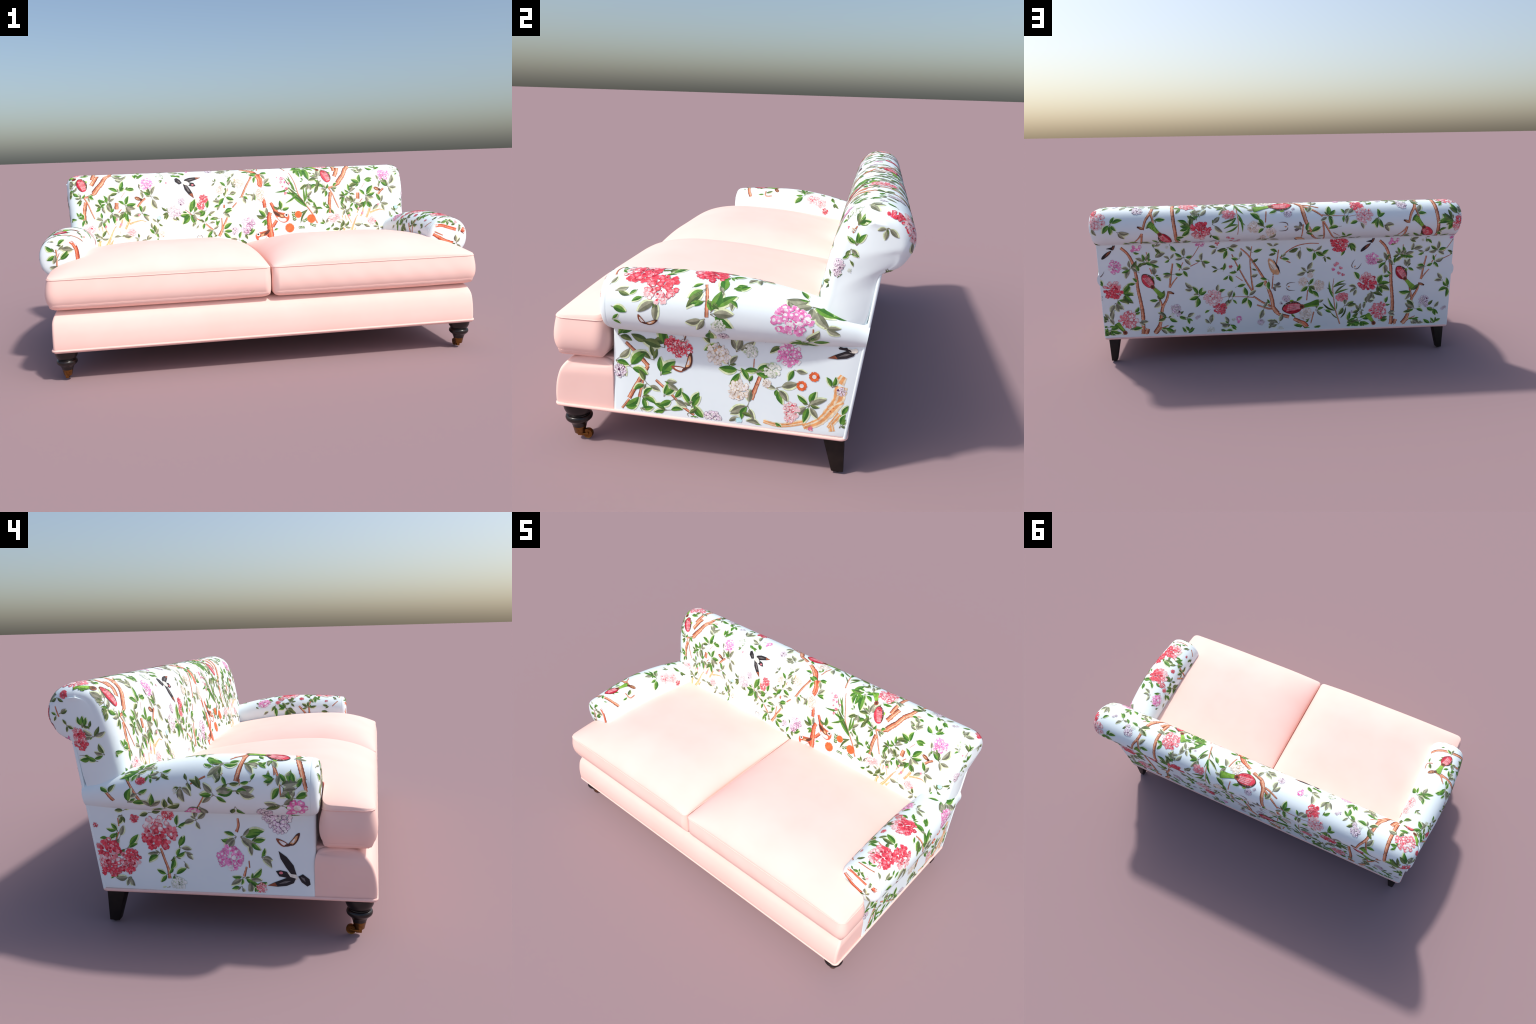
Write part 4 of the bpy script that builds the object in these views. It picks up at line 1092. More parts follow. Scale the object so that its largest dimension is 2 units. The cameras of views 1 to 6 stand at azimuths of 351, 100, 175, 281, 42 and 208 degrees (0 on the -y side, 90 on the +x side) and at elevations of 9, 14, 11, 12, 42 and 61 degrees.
    fan(-0.138, -0.266, ('g', 60, 0.038), ('g', -111, 0.038), ('d', 146, 0.035))
    fan(-0.120, -0.275, ('y', 11, 0.038))
    fan(-0.074, -0.293, ('g', 69, 0.039), ('g', 96, 0.038))
    fan(-0.215, -0.211, ('g', 78, 0.073), ('g', -124, 0.072))
    fan(-0.198, -0.211, ('g', 69, 0.056), ('y', -75, 0.054), ('y', -34, 0.050))
    fan(-0.232, -0.211, ('g', 169, 0.028))
    fan(-0.188, -0.257, ('y', -138, 0.037), ('y', -111, 0.038))
    fan(-0.170, -0.275, ('y', -111, 0.028))
    fan(-0.097, -0.311, ('y', 32, 0.043), ('g', -120, 0.045), ('y', -169, 0.041), ('y', -65, 0.043))
    fan(-0.114, -0.330, ('g', -111, 0.039), ('g', -75, 0.037))
    fan(-0.047, -0.321, ('g', 41, 0.061), ('g', 5, 0.057), ('g', -33, 0.057))
    fan(-0.071, -0.339, ('d', -159, 0.029))
    fan(0.093, -0.121, ('g', 0, 0.022), ('y', 0, 0.032))
    fan(0.077, -0.130, ('g', -33, 0.041), ('y', -65, 0.043))
    fan(0.067, -0.139, ('y', 0, 0.001), ('y', -180, 0.014))
    fan(0.143, -0.112, ('g', -85, 0.052), ('y', -99, 0.053))
    fan(0.113, -0.121, ('y', -11, 0.035))
    fan(0.158, -0.012, ('g', 169, 0.047), ('g', -112, 0.054))
    fan(0.183, -0.003, ('g', 10, 0.043), ('y', -55, 0.051))
    fan(0.169, -0.102, ('g', -38, 0.039))
    fan(0.197, -0.075, ('y', 58, 0.053), ('g', 5, 0.049), ('g', 26, 0.051))
    fan(0.142, 0.034, ('g', 45, 0.035))
    fan(0.204, -0.257, ('g', 147, 0.058), ('d', 164, 0.058), ('y', 77, 0.063))
    fan(0.206, -0.266, ('g', -130, 0.038), ('g', -149, 0.037))
    fan(0.291, -0.221, ('g', 96, 0.065), ('g', 36, 0.065), ('d', 142, 0.061))
    fan(0.241, -0.330, ('g', 0, 0.027))
    fan(0.045, -0.375, ('g', 73, 0.056), ('y', 158, 0.050), ('d', -22, 0.050))
    fan(0.075, -0.357, ('g', 26, 0.060), ('g', 50, 0.062))
    fan(0.093, -0.375, ('d', 105, 0.041))
    fan(0.065, -0.311, ('d', 136, 0.035))
    fan(0.441, 0.034, ('g', -161, 0.076), ('g', -125, 0.079), ('g', -75, 0.079), ('g', -23, 0.062), ('g', 32, 0.079))
    fan(0.409, 0.025, ('d', -147, 0.051), ('g', -109, 0.051), ('g', -73, 0.051))
    fan(0.460, -0.003, ('g', 112, 0.035), ('d', -46, 0.035))
    fan(0.400, -0.112, ('d', 44, 0.053))
    fan(0.426, -0.057, ('g', -170, 0.024), ('g', 124, 0.023))
    fan(0.513, -0.048, ('y', 102, 0.060), ('y', 147, 0.057), ('y', -165, 0.062), ('d', 175, 0.059), ('d', -116, 0.065), ('y', 56, 0.066))
    fan(0.510, -0.075, ('g', -160, 0.052), ('d', -114, 0.054), ('g', -33, 0.048))
    fan(0.457, -0.075, ('y', -105, 0.046), ('y', -76, 0.044), ('d', -160, 0.045))
    fan(0.437, -0.157, ('g', -16, 0.046), ('y', 40, 0.049))
    fan(0.439, -0.175, ('y', -43, 0.039))
    fan(0.496, -0.221, ('g', 118, 0.043), ('y', 163, 0.033), ('d', -106, 0.032))
    fern(0.365, -0.293, 96, 0.052)
    fern(0.324, -0.348, 91, 0.038)
    fern(0.376, -0.321, 0, 0.035)
    fern(0.401, -0.293, 26, 0.041)
    fern(0.443, -0.302, -22, 0.036)
    bamboo(0.374, -0.112, (110, 0.094), (120, 0.092))
    bamboo(0.349, -0.093, (-164, 0.091))
    bamboo(0.347, -0.084, (120, 0.053))
    bamboo(0.389, -0.130, (-145, 0.090), (169, 0.085))
    bamboo(0.425, -0.184, (82, 0.091), (91, 0.090))
    bamboo(0.440, -0.211, (131, 0.160), (136, 0.146))
    bamboo(0.443, -0.221, (-121, 0.092), (-164, 0.088))
    bamboo(0.387, -0.121, (136, 0.049))
    bamboo(0.419, -0.175, (148, 0.049))
    fan(0.530, -0.221, ('g', 180, 0.039), ('g', 180, 0.024), ('g', -180, 0.016))
    fan(0.520, -0.275, ('d', -74, 0.031))
    fan(0.506, -0.221, ('g', 148, 0.036), ('y', -145, 0.038))
    fan(0.537, -0.311, ('g', 148, 0.036), ('y', 58, 0.039))
    fan(0.572, -0.330, ('g', -160, 0.034), ('d', 58, 0.036))
    fan(0.621, -0.339, ('d', 62, 0.053), ('d', -170, 0.051))
    flower('hot', 0.577, -0.284, 0.0255, 58)
    flower('bud', 1.020, 0.113, 0.0122, 97)
    flower('bud', 1.023, 0.123, 0.0088, 94)
    fan(1.018, 0.144, ('y', 0, 0.025))

def print_right_side(fan, branch, flower, bird, bamboo, fern):
    branch([(-0.303, 0.368), (-0.263, 0.333), (-0.230, 0.299)], 0.0087, 0.0123)
    branch([(-0.230, 0.299), (-0.263, 0.242), (-0.292, 0.187)], 0.0102, 0.0132)
    branch([(-0.241, 0.277), (-0.259, 0.194)], 0.0066, 0.0080)
    branch([(-0.205, 0.256), (-0.154, 0.214), (-0.121, 0.181), (-0.081, 0.155)], 0.0073, 0.0073)
    branch([(0.121, 0.304), (0.096, 0.228)], 0.0098, 0.0140)
    branch([(-0.322, 0.142), (-0.292, 0.183)], 0.0061, 0.0061)
    branch([(0.102, 0.359), (0.101, 0.331)], 0.0028, 0.0028)
    branch([(0.363, 0.301), (0.356, 0.254), (0.335, 0.219), (0.304, 0.181), (0.258, 0.156)], 0.0358, 0.0179, 'coral')
    branch([(0.365, 0.212), (0.331, 0.164)], 0.0208, 0.0097, 'coral')
    branch([(0.356, 0.311), (0.368, 0.334)], 0.0296, 0.0202, 'coral')
    branch([(0.337, 0.183), (0.344, 0.154)], 0.0125, 0.0167, 'coral')
    branch([(0.136, 0.162), (0.191, 0.155), (0.264, 0.176)], 0.0113, 0.0155, 'coral')
    branch([(0.366, 0.259), (0.328, 0.229)], 0.0274, 0.0137, 'coral')
    flower('redcl', -0.152, 0.377, 0.0270, 6)
    flower('redcl', -0.116, 0.369, 0.0283, 6)
    flower('redcl', -0.134, 0.357, 0.0213, 6)
    flower('crm2', -0.008, 0.359, 0.0392, 6)
    flower('crm2', 0.057, 0.252, 0.0353, 7)
    flower('wht', 0.158, 0.329, 0.0262, 7)
    flower('wht', 0.091, 0.382, 0.0234, 6)
    flower('mag', 0.205, 0.383, 0.0407, 6)
    flower('hot', 0.219, 0.208, 0.0293, 83)
    flower('hot', 0.217, 0.182, 0.0183, 83)
    flower('oring', 0.283, 0.323, 0.0156, 7)
    flower('oring', 0.247, 0.290, 0.0158, 7)
    flower('lil', -0.323, 0.274, 0.0235, 6)
    flower('lil', -0.021, 0.150, 0.0304, 7)
    flower('blue', 0.060, 0.155, 0.0108, 7)
    flower('lil', 0.364, 0.285, 0.0149, 7)
    flower('bud', 0.272, 0.153, 0.0098, 7)
    flower('bud', 0.353, 0.141, 0.0109, 8)
    flower('crm2', 0.142, 0.285, 0.0153, 7)
    bird('butterfly', -0.116, 0.313, 26, 0.078)
    bird('butterfly', -0.117, 0.400, 62, 0.031)
    bird('swallow', 0.384, 0.422, -174, 0.112)
    fan(-0.329, 0.390, ('g', 61, 0.056), ('g', 15, 0.056), ('d', -25, 0.052))
    fan(-0.336, 0.306, ('y', 39, 0.058), ('g', -16, 0.055), ('y', -56, 0.052))
    fan(-0.292, 0.293, ('g', -25, 0.066), ('g', 25, 0.072))
    fan(-0.190, 0.272, ('g', 76, 0.067), ('g', 49, 0.069))
    fan(-0.233, 0.241, ('d', 122, 0.056), ('g', -154, 0.061), ('y', -25, 0.056))
    fan(-0.212, 0.320, ('d', 100, 0.050), ('d', 62, 0.053), ('d', 176, 0.050))
    fan(-0.177, 0.363, ('g', 90, 0.068), ('g', 111, 0.066), ('d', 176, 0.067))
    fan(-0.220, 0.377, ('d', 176, 0.060), ('d', 16, 0.062))
    fan(-0.248, 0.196, ('g', -25, 0.052), ('g', -58, 0.053), ('g', 62, 0.058))
    fan(-0.307, 0.159, ('g', 35, 0.062), ('g', 16, 0.061))
    fan(-0.179, 0.204, ('g', 81, 0.056), ('g', 49, 0.058))
    fan(-0.176, 0.255, ('y', -47, 0.048), ('y', -14, 0.049))
    fan(-0.146, 0.200, ('g', -154, 0.056), ('g', 54, 0.058), ('y', -14, 0.052))
    fan(-0.168, 0.161, ('g', 17, 0.052), ('g', 155, 0.049), ('g', -163, 0.052))
    fan(-0.089, 0.178, ('g', 77, 0.053), ('g', 50, 0.054), ('g', 111, 0.050))
    fan(-0.103, 0.157, ('g', -59, 0.046), ('d', 17, 0.048))
    fan(-0.118, 0.189, ('y', 26, 0.045))
    fan(0.025, 0.147, ('y', 27, 0.044), ('y', -153, 0.044))
    fan(-0.046, 0.137, ('g', 119, 0.062), ('g', 177, 0.056))
    fan(-0.009, 0.399, ('g', -154, 0.050), ('d', -58, 0.047))
    fan(0.047, 0.374, ('y', 63, 0.065), ('y', 26, 0.064), ('y', 101, 0.062))
    fan(0.027, 0.329, ('y', 63, 0.051), ('y', 133, 0.047))
    fan(0.066, 0.316, ('g', 165, 0.060), ('g', 27, 0.064), ('g', -135, 0.065))
    fan(0.103, 0.317, ('g', -15, 0.053), ('g', 27, 0.056))
    fan(0.131, 0.291, ('y', -26, 0.053), ('y', 64, 0.058))
    fan(0.172, 0.275, ('g', -78, 0.056), ('y', -48, 0.054), ('y', 27, 0.056))
    fan(0.086, 0.206, ('y', 64, 0.060), ('y', -153, 0.058), ('g', -116, 0.060), ('y', -58, 0.055))
    fan(0.066, 0.182, ('d', -26, 0.041), ('y', -153, 0.043))
    fan(0.223, 0.338, ('g', -115, 0.043), ('y', -26, 0.039))
    fan(0.194, 0.411, ('d', -153, 0.055))
    fan(0.272, 0.229, ('g', 84, 0.062), ('g', 122, 0.058), ('g', -114, 0.062), ('y', -48, 0.057), ('y', 38, 0.060), ('y', -152, 0.059))
    fan(0.337, 0.295, ('g', 75, 0.043), ('g', 132, 0.040))
    fan(0.364, 0.168, ('g', 67, 0.051), ('g', 39, 0.049))
    fan(0.365, 0.205, ('g', 48, 0.042))
    fan(0.136, 0.146, ('y', -152, 0.054), ('y', 165, 0.051))
    fan(0.091, 0.279, ('g', 122, 0.055))
    fan(0.198, 0.139, ('g', 152, 0.041))
    fan(-0.029, 0.387, ('d', 122, 0.040))
    fan(-0.255, 0.158, ('g', 7, 0.044), ('y', -58, 0.042))
    fan(0.226, 0.415, ('g', -163, 0.040))
    fan(-0.073, 0.440, ('d', -10, 0.034))
    fan(0.134, 0.414, ('d', 42, 0.039))

def print_right_arm(fan, branch, flower, bird, bamboo, fern):
    fan(0.265, -0.058, ('g', -23, 0.070), ('g', -139, 0.070), ('y', 54, 0.070))
    branch([(-0.035, 0.098), (-0.025, 0.058), (-0.020, -0.002)], 0.0071, 0.0107)
    branch([(-0.330, 0.006), (-0.330, -0.034)], 0.0033, 0.0040)
    branch([(0.280, -0.014), (0.270, -0.070)], 0.0000, 0.0000)
    branch([(0.290, 0.006), (0.295, -0.030)], 0.0037, 0.0044)
    flower('redpink', -0.165, 0.074, 0.0564, 70)
    flower('mag', 0.225, 0.026, 0.0605, 0)
    flower('wht', 0.015, -0.026, 0.0226, 0)
    flower('lil', 0.030, -0.070, 0.0177, 39)
    bird('butterfly', -0.205, -0.030, -25, 0.060)
    fan(-0.305, 0.054, ('y', 16, 0.045), ('d', -8, 0.046))
    fan(-0.330, 0.070, ('y', 54, 0.038))
    fan(-0.315, 0.006, ('g', -25, 0.050))
    fan(-0.315, -0.034, ('g', 30, 0.035), ('g', -43, 0.035))
    fan(-0.235, 0.062, ('g', -136, 0.040))
    fan(-0.210, 0.042, ('g', -155, 0.043))
    fan(-0.155, 0.126, ('g', 48, 0.066), ('d', 79, 0.066))
    fan(-0.175, 0.030, ('y', -150, 0.062), ('y', -70, 0.062))
    fan(-0.030, 0.086, ('g', -142, 0.077), ('d', -126, 0.077))
    fan(-0.030, 0.042, ('g', -160, 0.050), ('d', -25, 0.050), ('g', -126, 0.044))
    fan(-0.010, 0.010, ('g', 65, 0.085), ('g', 56, 0.085))
    fan(-0.010, 0.006, ('g', -25, 0.075), ('y', 8, 0.078))
    fan(-0.025, -0.006, ('y', -172, 0.055), ('y', -126, 0.048))
    fan(0.020, 0.062, ('g', 90, 0.070), ('y', 90, 0.020), ('g', -90, 0.020))
    fan(0.040, 0.054, ('g', -34, 0.041), ('y', -78, 0.036))
    fan(-0.010, -0.042, ('g', -90, 0.019), ('g', -90, 0.069), ('y', -90, 0.019))
    fan(0.045, 0.094, ('g', 43, 0.046), ('g', 30, 0.046))
    fan(0.265, 0.122, ('y', -153, 0.070), ('y', -126, 0.070), ('g', 132, 0.064))
    fan(0.280, 0.098, ('g', -30, 0.085), ('g', 0, 0.082), ('y', -70, 0.085), ('y', -150, 0.085), ('y', -110, 0.085))
    fan(0.325, 0.070, ('g', 20, 0.069))
    fan(0.320, 0.018, ('y', -20, 0.054), ('y', 12, 0.054))
    fan(0.280, -0.058, ('g', 21, 0.058), ('g', 59, 0.058), ('g', -149, 0.058), ('d', -121, 0.058))
    fan(0.205, 0.094, ('y', -43, 0.039), ('y', -77, 0.039))
    flower('redpink', -0.240, 0.138, 0.0598, -67)
    flower('redpink', -0.030, 0.162, 0.0568, -61)
    flower('redcl', 0.015, 0.214, 0.0210, 113)
    flower('redcl', 0.035, 0.242, 0.0151, 122)
    flower('redbud', -0.105, 0.218, 0.0144, 122)
    flower('redbud', -0.250, 0.234, 0.0105, 122)
    flower('mag', 0.120, 0.234, 0.0402, 122)
    branch([(-0.200, 0.150), (-0.180, 0.190)], 0.0046, 0.0046)
    branch([(-0.320, 0.118), (-0.325, 0.150), (-0.320, 0.194)], 0.0050, 0.0040)
    branch([(-0.315, 0.230), (-0.285, 0.270)], 0.0048, 0.0048)
    branch([(-0.170, 0.218), (-0.150, 0.270), (-0.155, 0.354)], 0.0078, 0.0100)
    branch([(-0.090, 0.274), (-0.150, 0.338)], 0.0098, 0.0098)
    fan(-0.310, 0.154, ('g', -39, 0.029), ('g', 3, 0.050), ('g', 83, 0.025))
    fan(-0.205, 0.170, ('g', 169, 0.064), ('g', 86, 0.052))
    fan(-0.175, 0.190, ('g', 122, 0.055), ('g', 86, 0.052))
    fan(-0.170, 0.126, ('g', 6, 0.043), ('y', -52, 0.040))
    fan(-0.190, 0.154, ('d', 15, 0.034))
    fan(-0.310, 0.218, ('d', -58, 0.039))
    fan(-0.265, 0.274, ('d', -20, 0.034), ('d', 29, 0.034))
    fan(-0.265, 0.306, ('d', -17, 0.039))
    fan(-0.160, 0.218, ('d', -39, 0.044), ('g', 64, 0.031), ('d', 124, 0.040))
    fan(-0.145, 0.282, ('d', -174, 0.043), ('d', -87, 0.054), ('d', -30, 0.054), ('d', 6, 0.043))
    fan(-0.040, 0.250, ('d', -157, 0.037), ('d', -114, 0.050), ('d', 143, 0.040), ('d', -80, 0.055), ('d', 8, 0.035))
    fan(-0.015, 0.286, ('d', -174, 0.047), ('d', 142, 0.059), ('g', -38, 0.059), ('g', 14, 0.045), ('g', 72, 0.052), ('d', -67, 0.059), ('d', 107, 0.059))
    fan(-0.045, 0.194, ('d', 136, 0.033), ('d', 76, 0.029))
    fan(0.025, 0.150, ('g', -45, 0.026), ('g', 22, 0.040), ('g', -101, 0.033))
    fan(0.020, 0.170, ('g', 52, 0.039), ('g', 72, 0.036))
    fan(0.065, 0.226, ('g', -58, 0.043), ('y', -28, 0.048), ('y', 22, 0.049))
    fan(0.050, 0.258, ('d', 66, 0.059), ('g', 80, 0.064))
    fan(0.110, 0.178, ('y', -70, 0.042), ('y', -140, 0.046), ('y', -19, 0.050))
    fan(0.130, 0.214, ('y', -48, 0.033))
    fan(0.150, 0.238, ('d', -43, 0.028))
    fan(0.150, 0.274, ('d', -58, 0.034))
    fan(0.125, 0.314, ('y', -149, 0.038))
    fan(-0.075, 0.082, ('g', 24, 0.039))
    fan(0.045, 0.098, ('g', -28, 0.036), ('g', 39, 0.049))

def print_left_side(fan, branch, flower, bird, bamboo, fern):
    branch([(-0.171, 0.287), (-0.157, 0.243), (-0.148, 0.216), (-0.144, 0.182)], 0.0068, 0.0096)
    branch([(0.128, 0.255), (0.130, 0.231)], 0.0033, 0.0039)
    branch([(0.120, 0.234), (0.111, 0.200)], 0.0053, 0.0079)
    branch([(0.093, 0.397), (0.095, 0.371), (0.088, 0.351)], 0.0058, 0.0091)
    branch([(-0.315, 0.340), (-0.332, 0.295)], 0.0041, 0.0048)
    branch([(-0.315, 0.388), (-0.313, 0.360)], 0.0041, 0.0041)
    flower('redpink', -0.358, 0.270, 0.0524, 106)
    flower('redpink', -0.352, 0.221, 0.0457, -63)
    flower('redpink', -0.276, 0.248, 0.0360, 86)
    flower('redpink', -0.288, 0.224, 0.0313, -62)
    flower('redpink', -0.176, 0.336, 0.0620, -73)
    flower('mag', 0.067, 0.262, 0.0475, 2)
    flower('lil', 0.229, 0.387, 0.0431, 1)
    flower('lil', 0.198, 0.406, 0.0254, 1)
    flower('redbud', -0.257, 0.388, 0.0162, 1)
    flower('redbud', -0.396, 0.362, 0.0110, 1)
    flower('redcl', -0.142, 0.406, 0.0226, 1)
    flower('wht', -0.113, 0.166, 0.0274, 3)
    flower('pink', 0.169, 0.163, 0.0197, 3)
    bird('butterfly', 0.257, 0.323, 2, 0.076)
    bird('swallow', 0.266, 0.211, -177, 0.129)
    fan(-0.318, 0.343, ('g', 128, 0.042), ('g', -141, 0.047), ('g', 166, 0.043))
    fan(-0.288, 0.283, ('g', 30, 0.053), ('g', 58, 0.053), ('d', -159, 0.052))
    fan(-0.313, 0.319, ('y', 67, 0.040), ('y', -123, 0.040))
    fan(-0.336, 0.201, ('g', -122, 0.038), ('g', -74, 0.035))
    fan(-0.281, 0.182, ('y', -158, 0.047), ('y', -62, 0.043), ('y', -122, 0.048))
    fan(-0.114, 0.362, ('g', 31, 0.038), ('g', 78, 0.038), ('d', -159, 0.038))
    fan(-0.172, 0.273, ('g', -140, 0.055), ('y', -158, 0.054))
    fan(-0.107, 0.292, ('g', 78, 0.044), ('g', 50, 0.045), ('y', -19, 0.042))
    fan(-0.119, 0.258, ('g', 59, 0.045), ('g', 22, 0.045), ('g', -112, 0.045))
    fan(-0.088, 0.279, ('y', -19, 0.034), ('y', -62, 0.034))
    fan(-0.127, 0.224, ('g', 78, 0.036), ('g', -121, 0.037))
    fan(-0.152, 0.195, ('g', -130, 0.050), ('g', 151, 0.045))
    fan(-0.129, 0.196, ('g', 8, 0.056), ('g', -18, 0.054), ('y', -62, 0.054))
    fan(-0.144, 0.154, ('g', -148, 0.050), ('g', -112, 0.049))
    fan(-0.093, 0.245, ('y', -62, 0.028))
    fan(0.088, 0.335, ('g', 151, 0.046), ('y', -158, 0.048), ('y', -130, 0.049))
    fan(0.101, 0.335, ('g', 7, 0.067), ('g', 31, 0.068), ('y', -29, 0.065), ('y', -61, 0.066))
    fan(0.133, 0.320, ('g', -29, 0.052), ('g', 12, 0.053), ('y', -91, 0.053))
    fan(0.170, 0.269, ('y', -29, 0.043), ('y', -61, 0.044), ('g', 60, 0.046), ('y', -8, 0.044))
    fan(0.111, 0.197, ('g', 172, 0.044), ('y', -138, 0.047), ('g', -29, 0.044))
    fan(0.130, 0.188, ('g', 32, 0.052), ('g', -29, 0.049), ('y', 3, 0.050), ('y', -81, 0.051))
    fan(0.143, 0.168, ('g', 23, 0.046), ('g', -61, 0.044))
    fan(0.104, 0.166, ('g', -157, 0.035), ('y', -81, 0.034))
    fan(0.036, 0.324, ('g', 2, 0.034), ('g', -19, 0.033))
    fan(-0.047, 0.387, ('y', 98, 0.042), ('y', 31, 0.044), ('y', -72, 0.042), ('y', -169, 0.043))
    fan(-0.300, 0.401, ('d', -84, 0.034), ('d', -113, 0.036))
    fan(-0.354, 0.318, ('g', 2, 0.036), ('g', -178, 0.036))
    flower('redcl', -0.145, 0.410, 0.0199, 1)
    fan(-0.293, 0.415, ('d', 30, 0.042), ('d', 171, 0.040))
    fan(-0.205, 0.410, ('d', 11, 0.047), ('d', -159, 0.047))

def print_left_arm(fan, branch, flower, bird, bamboo, fern):
    flower('ring', -0.055, -0.086, 0.0237, 0)
    fan(0.270, -0.094, ('g', -47, 0.060))
    branch([(0.300, 0.114), (0.310, 0.066), (0.320, 0.026), (0.330, -0.010)], 0.0082, 0.0115)
    branch([(0.130, 0.150), (0.115, 0.078), (0.105, 0.030)], 0.0100, 0.0146)
    branch([(0.090, 0.130), (0.125, 0.146)], 0.0055, 0.0073)
    branch([(0.240, 0.042), (0.245, -0.014)], 0.0041, 0.0046)
    branch([(-0.360, 0.026), (-0.330, -0.022)], 0.0078, 0.0130)
    branch([(-0.280, 0.082), (-0.255, 0.022), (-0.230, -0.030)], 0.0068, 0.0094)
    branch([(0.010, 0.010), (-0.035, -0.062)], 0.0035, 0.0042)
    branch([(0.045, 0.034), (0.060, 0.058)], 0.0052, 0.0052)
    branch([(-0.045, 0.022), (0.005, 0.046)], 0.0049, 0.0057)
    branch([(0.115, 0.038), (0.115, 0.018)], 0.0041, 0.0041)
    branch([(0.220, 0.090), (0.225, 0.054)], 0.0033, 0.0037)
    flower('redbud', -0.225, 0.050, 0.0164, 0)
    flower('ring', 0.295, -0.050, 0.0361, 30)
    flower('ring', -0.050, -0.082, 0.0237, 0)
    flower('wht', -0.100, 0.002, 0.0104, 0)
    flower('lil', 0.185, -0.082, 0.0279, 39)
    fan(0.030, 0.082, ('g', 118, 0.053), ('g', 164, 0.040), ('y', -70, 0.053))
    fan(0.070, 0.098, ('g', 0, 0.039), ('g', 180, 0.039))
    fan(0.135, 0.102, ('g', 0, 0.036), ('y', -30, 0.039))
    fan(0.055, 0.054, ('g', -66, 0.035), ('d', -102, 0.034))
    fan(0.150, 0.030, ('g', 54, 0.036), ('g', -164, 0.041))
    fan(0.100, 0.002, ('g', 180, 0.060), ('y', -180, 0.059), ('y', 0, 0.058), ('y', 0, 0.058), ('y', 180, 0.053), ('g', 0, 0.047))
    fan(0.030, -0.010, ('y', 126, 0.043), ('g', 172, 0.050), ('g', -16, 0.049), ('y', -146, 0.046))
    fan(-0.010, 0.006, ('d', 146, 0.049), ('d', 114, 0.044))
    fan(-0.080, 0.014, ('d', -164, 0.037), ('y', -30, 0.039), ('y', -84, 0.049), ('y', -103, 0.049))
    fan(0.225, 0.042, ('g', 172, 0.044), ('g', -172, 0.044), ('y', -126, 0.038))
    fan(0.245, 0.022, ('g', -114, 0.046), ('y', 16, 0.055), ('g', -34, 0.051))
    fan(0.275, 0.078, ('g', -90, 0.064), ('g', -90, 0.026))
    fan(0.240, 0.062, ('y', -103, 0.053), ('g', -70, 0.053))
    fan(0.295, 0.014, ('y', -146, 0.049), ('y', -164, 0.052), ('g', 54, 0.045))
    fan(0.245, -0.042, ('y', 172, 0.055), ('d', -164, 0.055), ('y', 25, 0.053), ('g', -16, 0.055))
    fan(0.285, -0.014, ('g', 13, 0.053), ('y', 115, 0.039))
    fan(0.095, -0.050, ('d', -118, 0.056), ('g', -62, 0.056))
    fan(-0.025, -0.054, ('y', -62, 0.060), ('y', -103, 0.060), ('y', -150, 0.049))
    fan(-0.195, 0.102, ('y', 65, 0.037), ('d', -161, 0.036))
    fan(-0.290, 0.110, ('d', 7, 0.023), ('g', -65, 0.053), ('g', 155, 0.035))
    fan(-0.185, 0.058, ('g', 78, 0.029), ('g', -90, 0.029), ('y', -25, 0.035))
    fan(-0.150, 0.074, ('g', 16, 0.049), ('d', -34, 0.049), ('y', -172, 0.049))
    fan(-0.235, 0.002, ('g', 25, 0.037), ('y', -164, 0.038))
    fan(-0.280, -0.034, ('g', 64, 0.064), ('g', 0, 0.064))
    fan(-0.200, -0.062, ('g', 88, 0.060), ('y', 116, 0.060), ('y', 41, 0.056))
    fan(-0.155, -0.074, ('d', 26, 0.061), ('d', 70, 0.064), ('y', -154, 0.061))
    fan(-0.345, 0.014, ('g', 127, 0.046), ('d', 70, 0.049))
    fan(-0.115, -0.058, ('d', 103, 0.045))
    fan(0.170, 0.106, ('g', -43, 0.039))
    fan(0.320, 0.046, ('g', -25, 0.032))
    fan(0.240, 0.158, ('g', 147, 0.038))
    fan(0.200, 0.110, ('g', -150, 0.036))
    branch([(0.110, 0.042), (0.120, 0.106), (0.120, 0.146), (0.130, 0.174)], 0.0087, 0.0067)
    branch([(0.080, 0.118), (0.115, 0.146), (0.130, 0.166)], 0.0046, 0.0053)
    branch([(0.145, 0.246), (0.180, 0.246), (0.185, 0.206)], 0.0069, 0.0061)
    branch([(0.240, 0.042), (0.220, 0.090)], 0.0076, 0.0076)
    branch([(0.265, 0.254), (0.280, 0.214), (0.290, 0.166), (0.295, 0.126), (0.315, 0.046)], 0.0148, 0.0148)
    bird('red', 0.225, 0.146, 164, 0.082)
    bird('finch', 0.125, 0.194, -66, 0.043)
    flower('pale', -0.095, 0.238, 0.0410, -90)
    flower('pale', -0.135, 0.254, 0.0338, -90)
    flower('redbud', -0.220, 0.050, 0.0186, -58)
    flower('wht', -0.175, 0.106, 0.0122, -58)
    flower('redcl', -0.165, 0.302, 0.0186, -102)
    fan(-0.040, 0.218, ('g', 16, 0.057), ('g', 61, 0.066), ('g', -59, 0.054), ('y', -102, 0.066))
    fan(-0.035, 0.194, ('g', -58, 0.055), ('g', -107, 0.052), ('g', -140, 0.058), ('y', -28, 0.061), ('y', -19, 0.063))
    fan(-0.135, 0.186, ('g', -156, 0.024), ('d', -71, 0.035), ('y', -104, 0.029))
    fan(-0.210, 0.230, ('g', -51, 0.044), ('d', -72, 0.048), ('d', 87, 0.044), ('d', 123, 0.048))
    fan(-0.220, 0.110, ('g', 46, 0.069), ('g', 109, 0.057), ('y', -17, 0.057), ('g', -149, 0.069))
    fan(-0.230, 0.094, ('g', 157, 0.058), ('g', -123, 0.056), ('y', -76, 0.059))
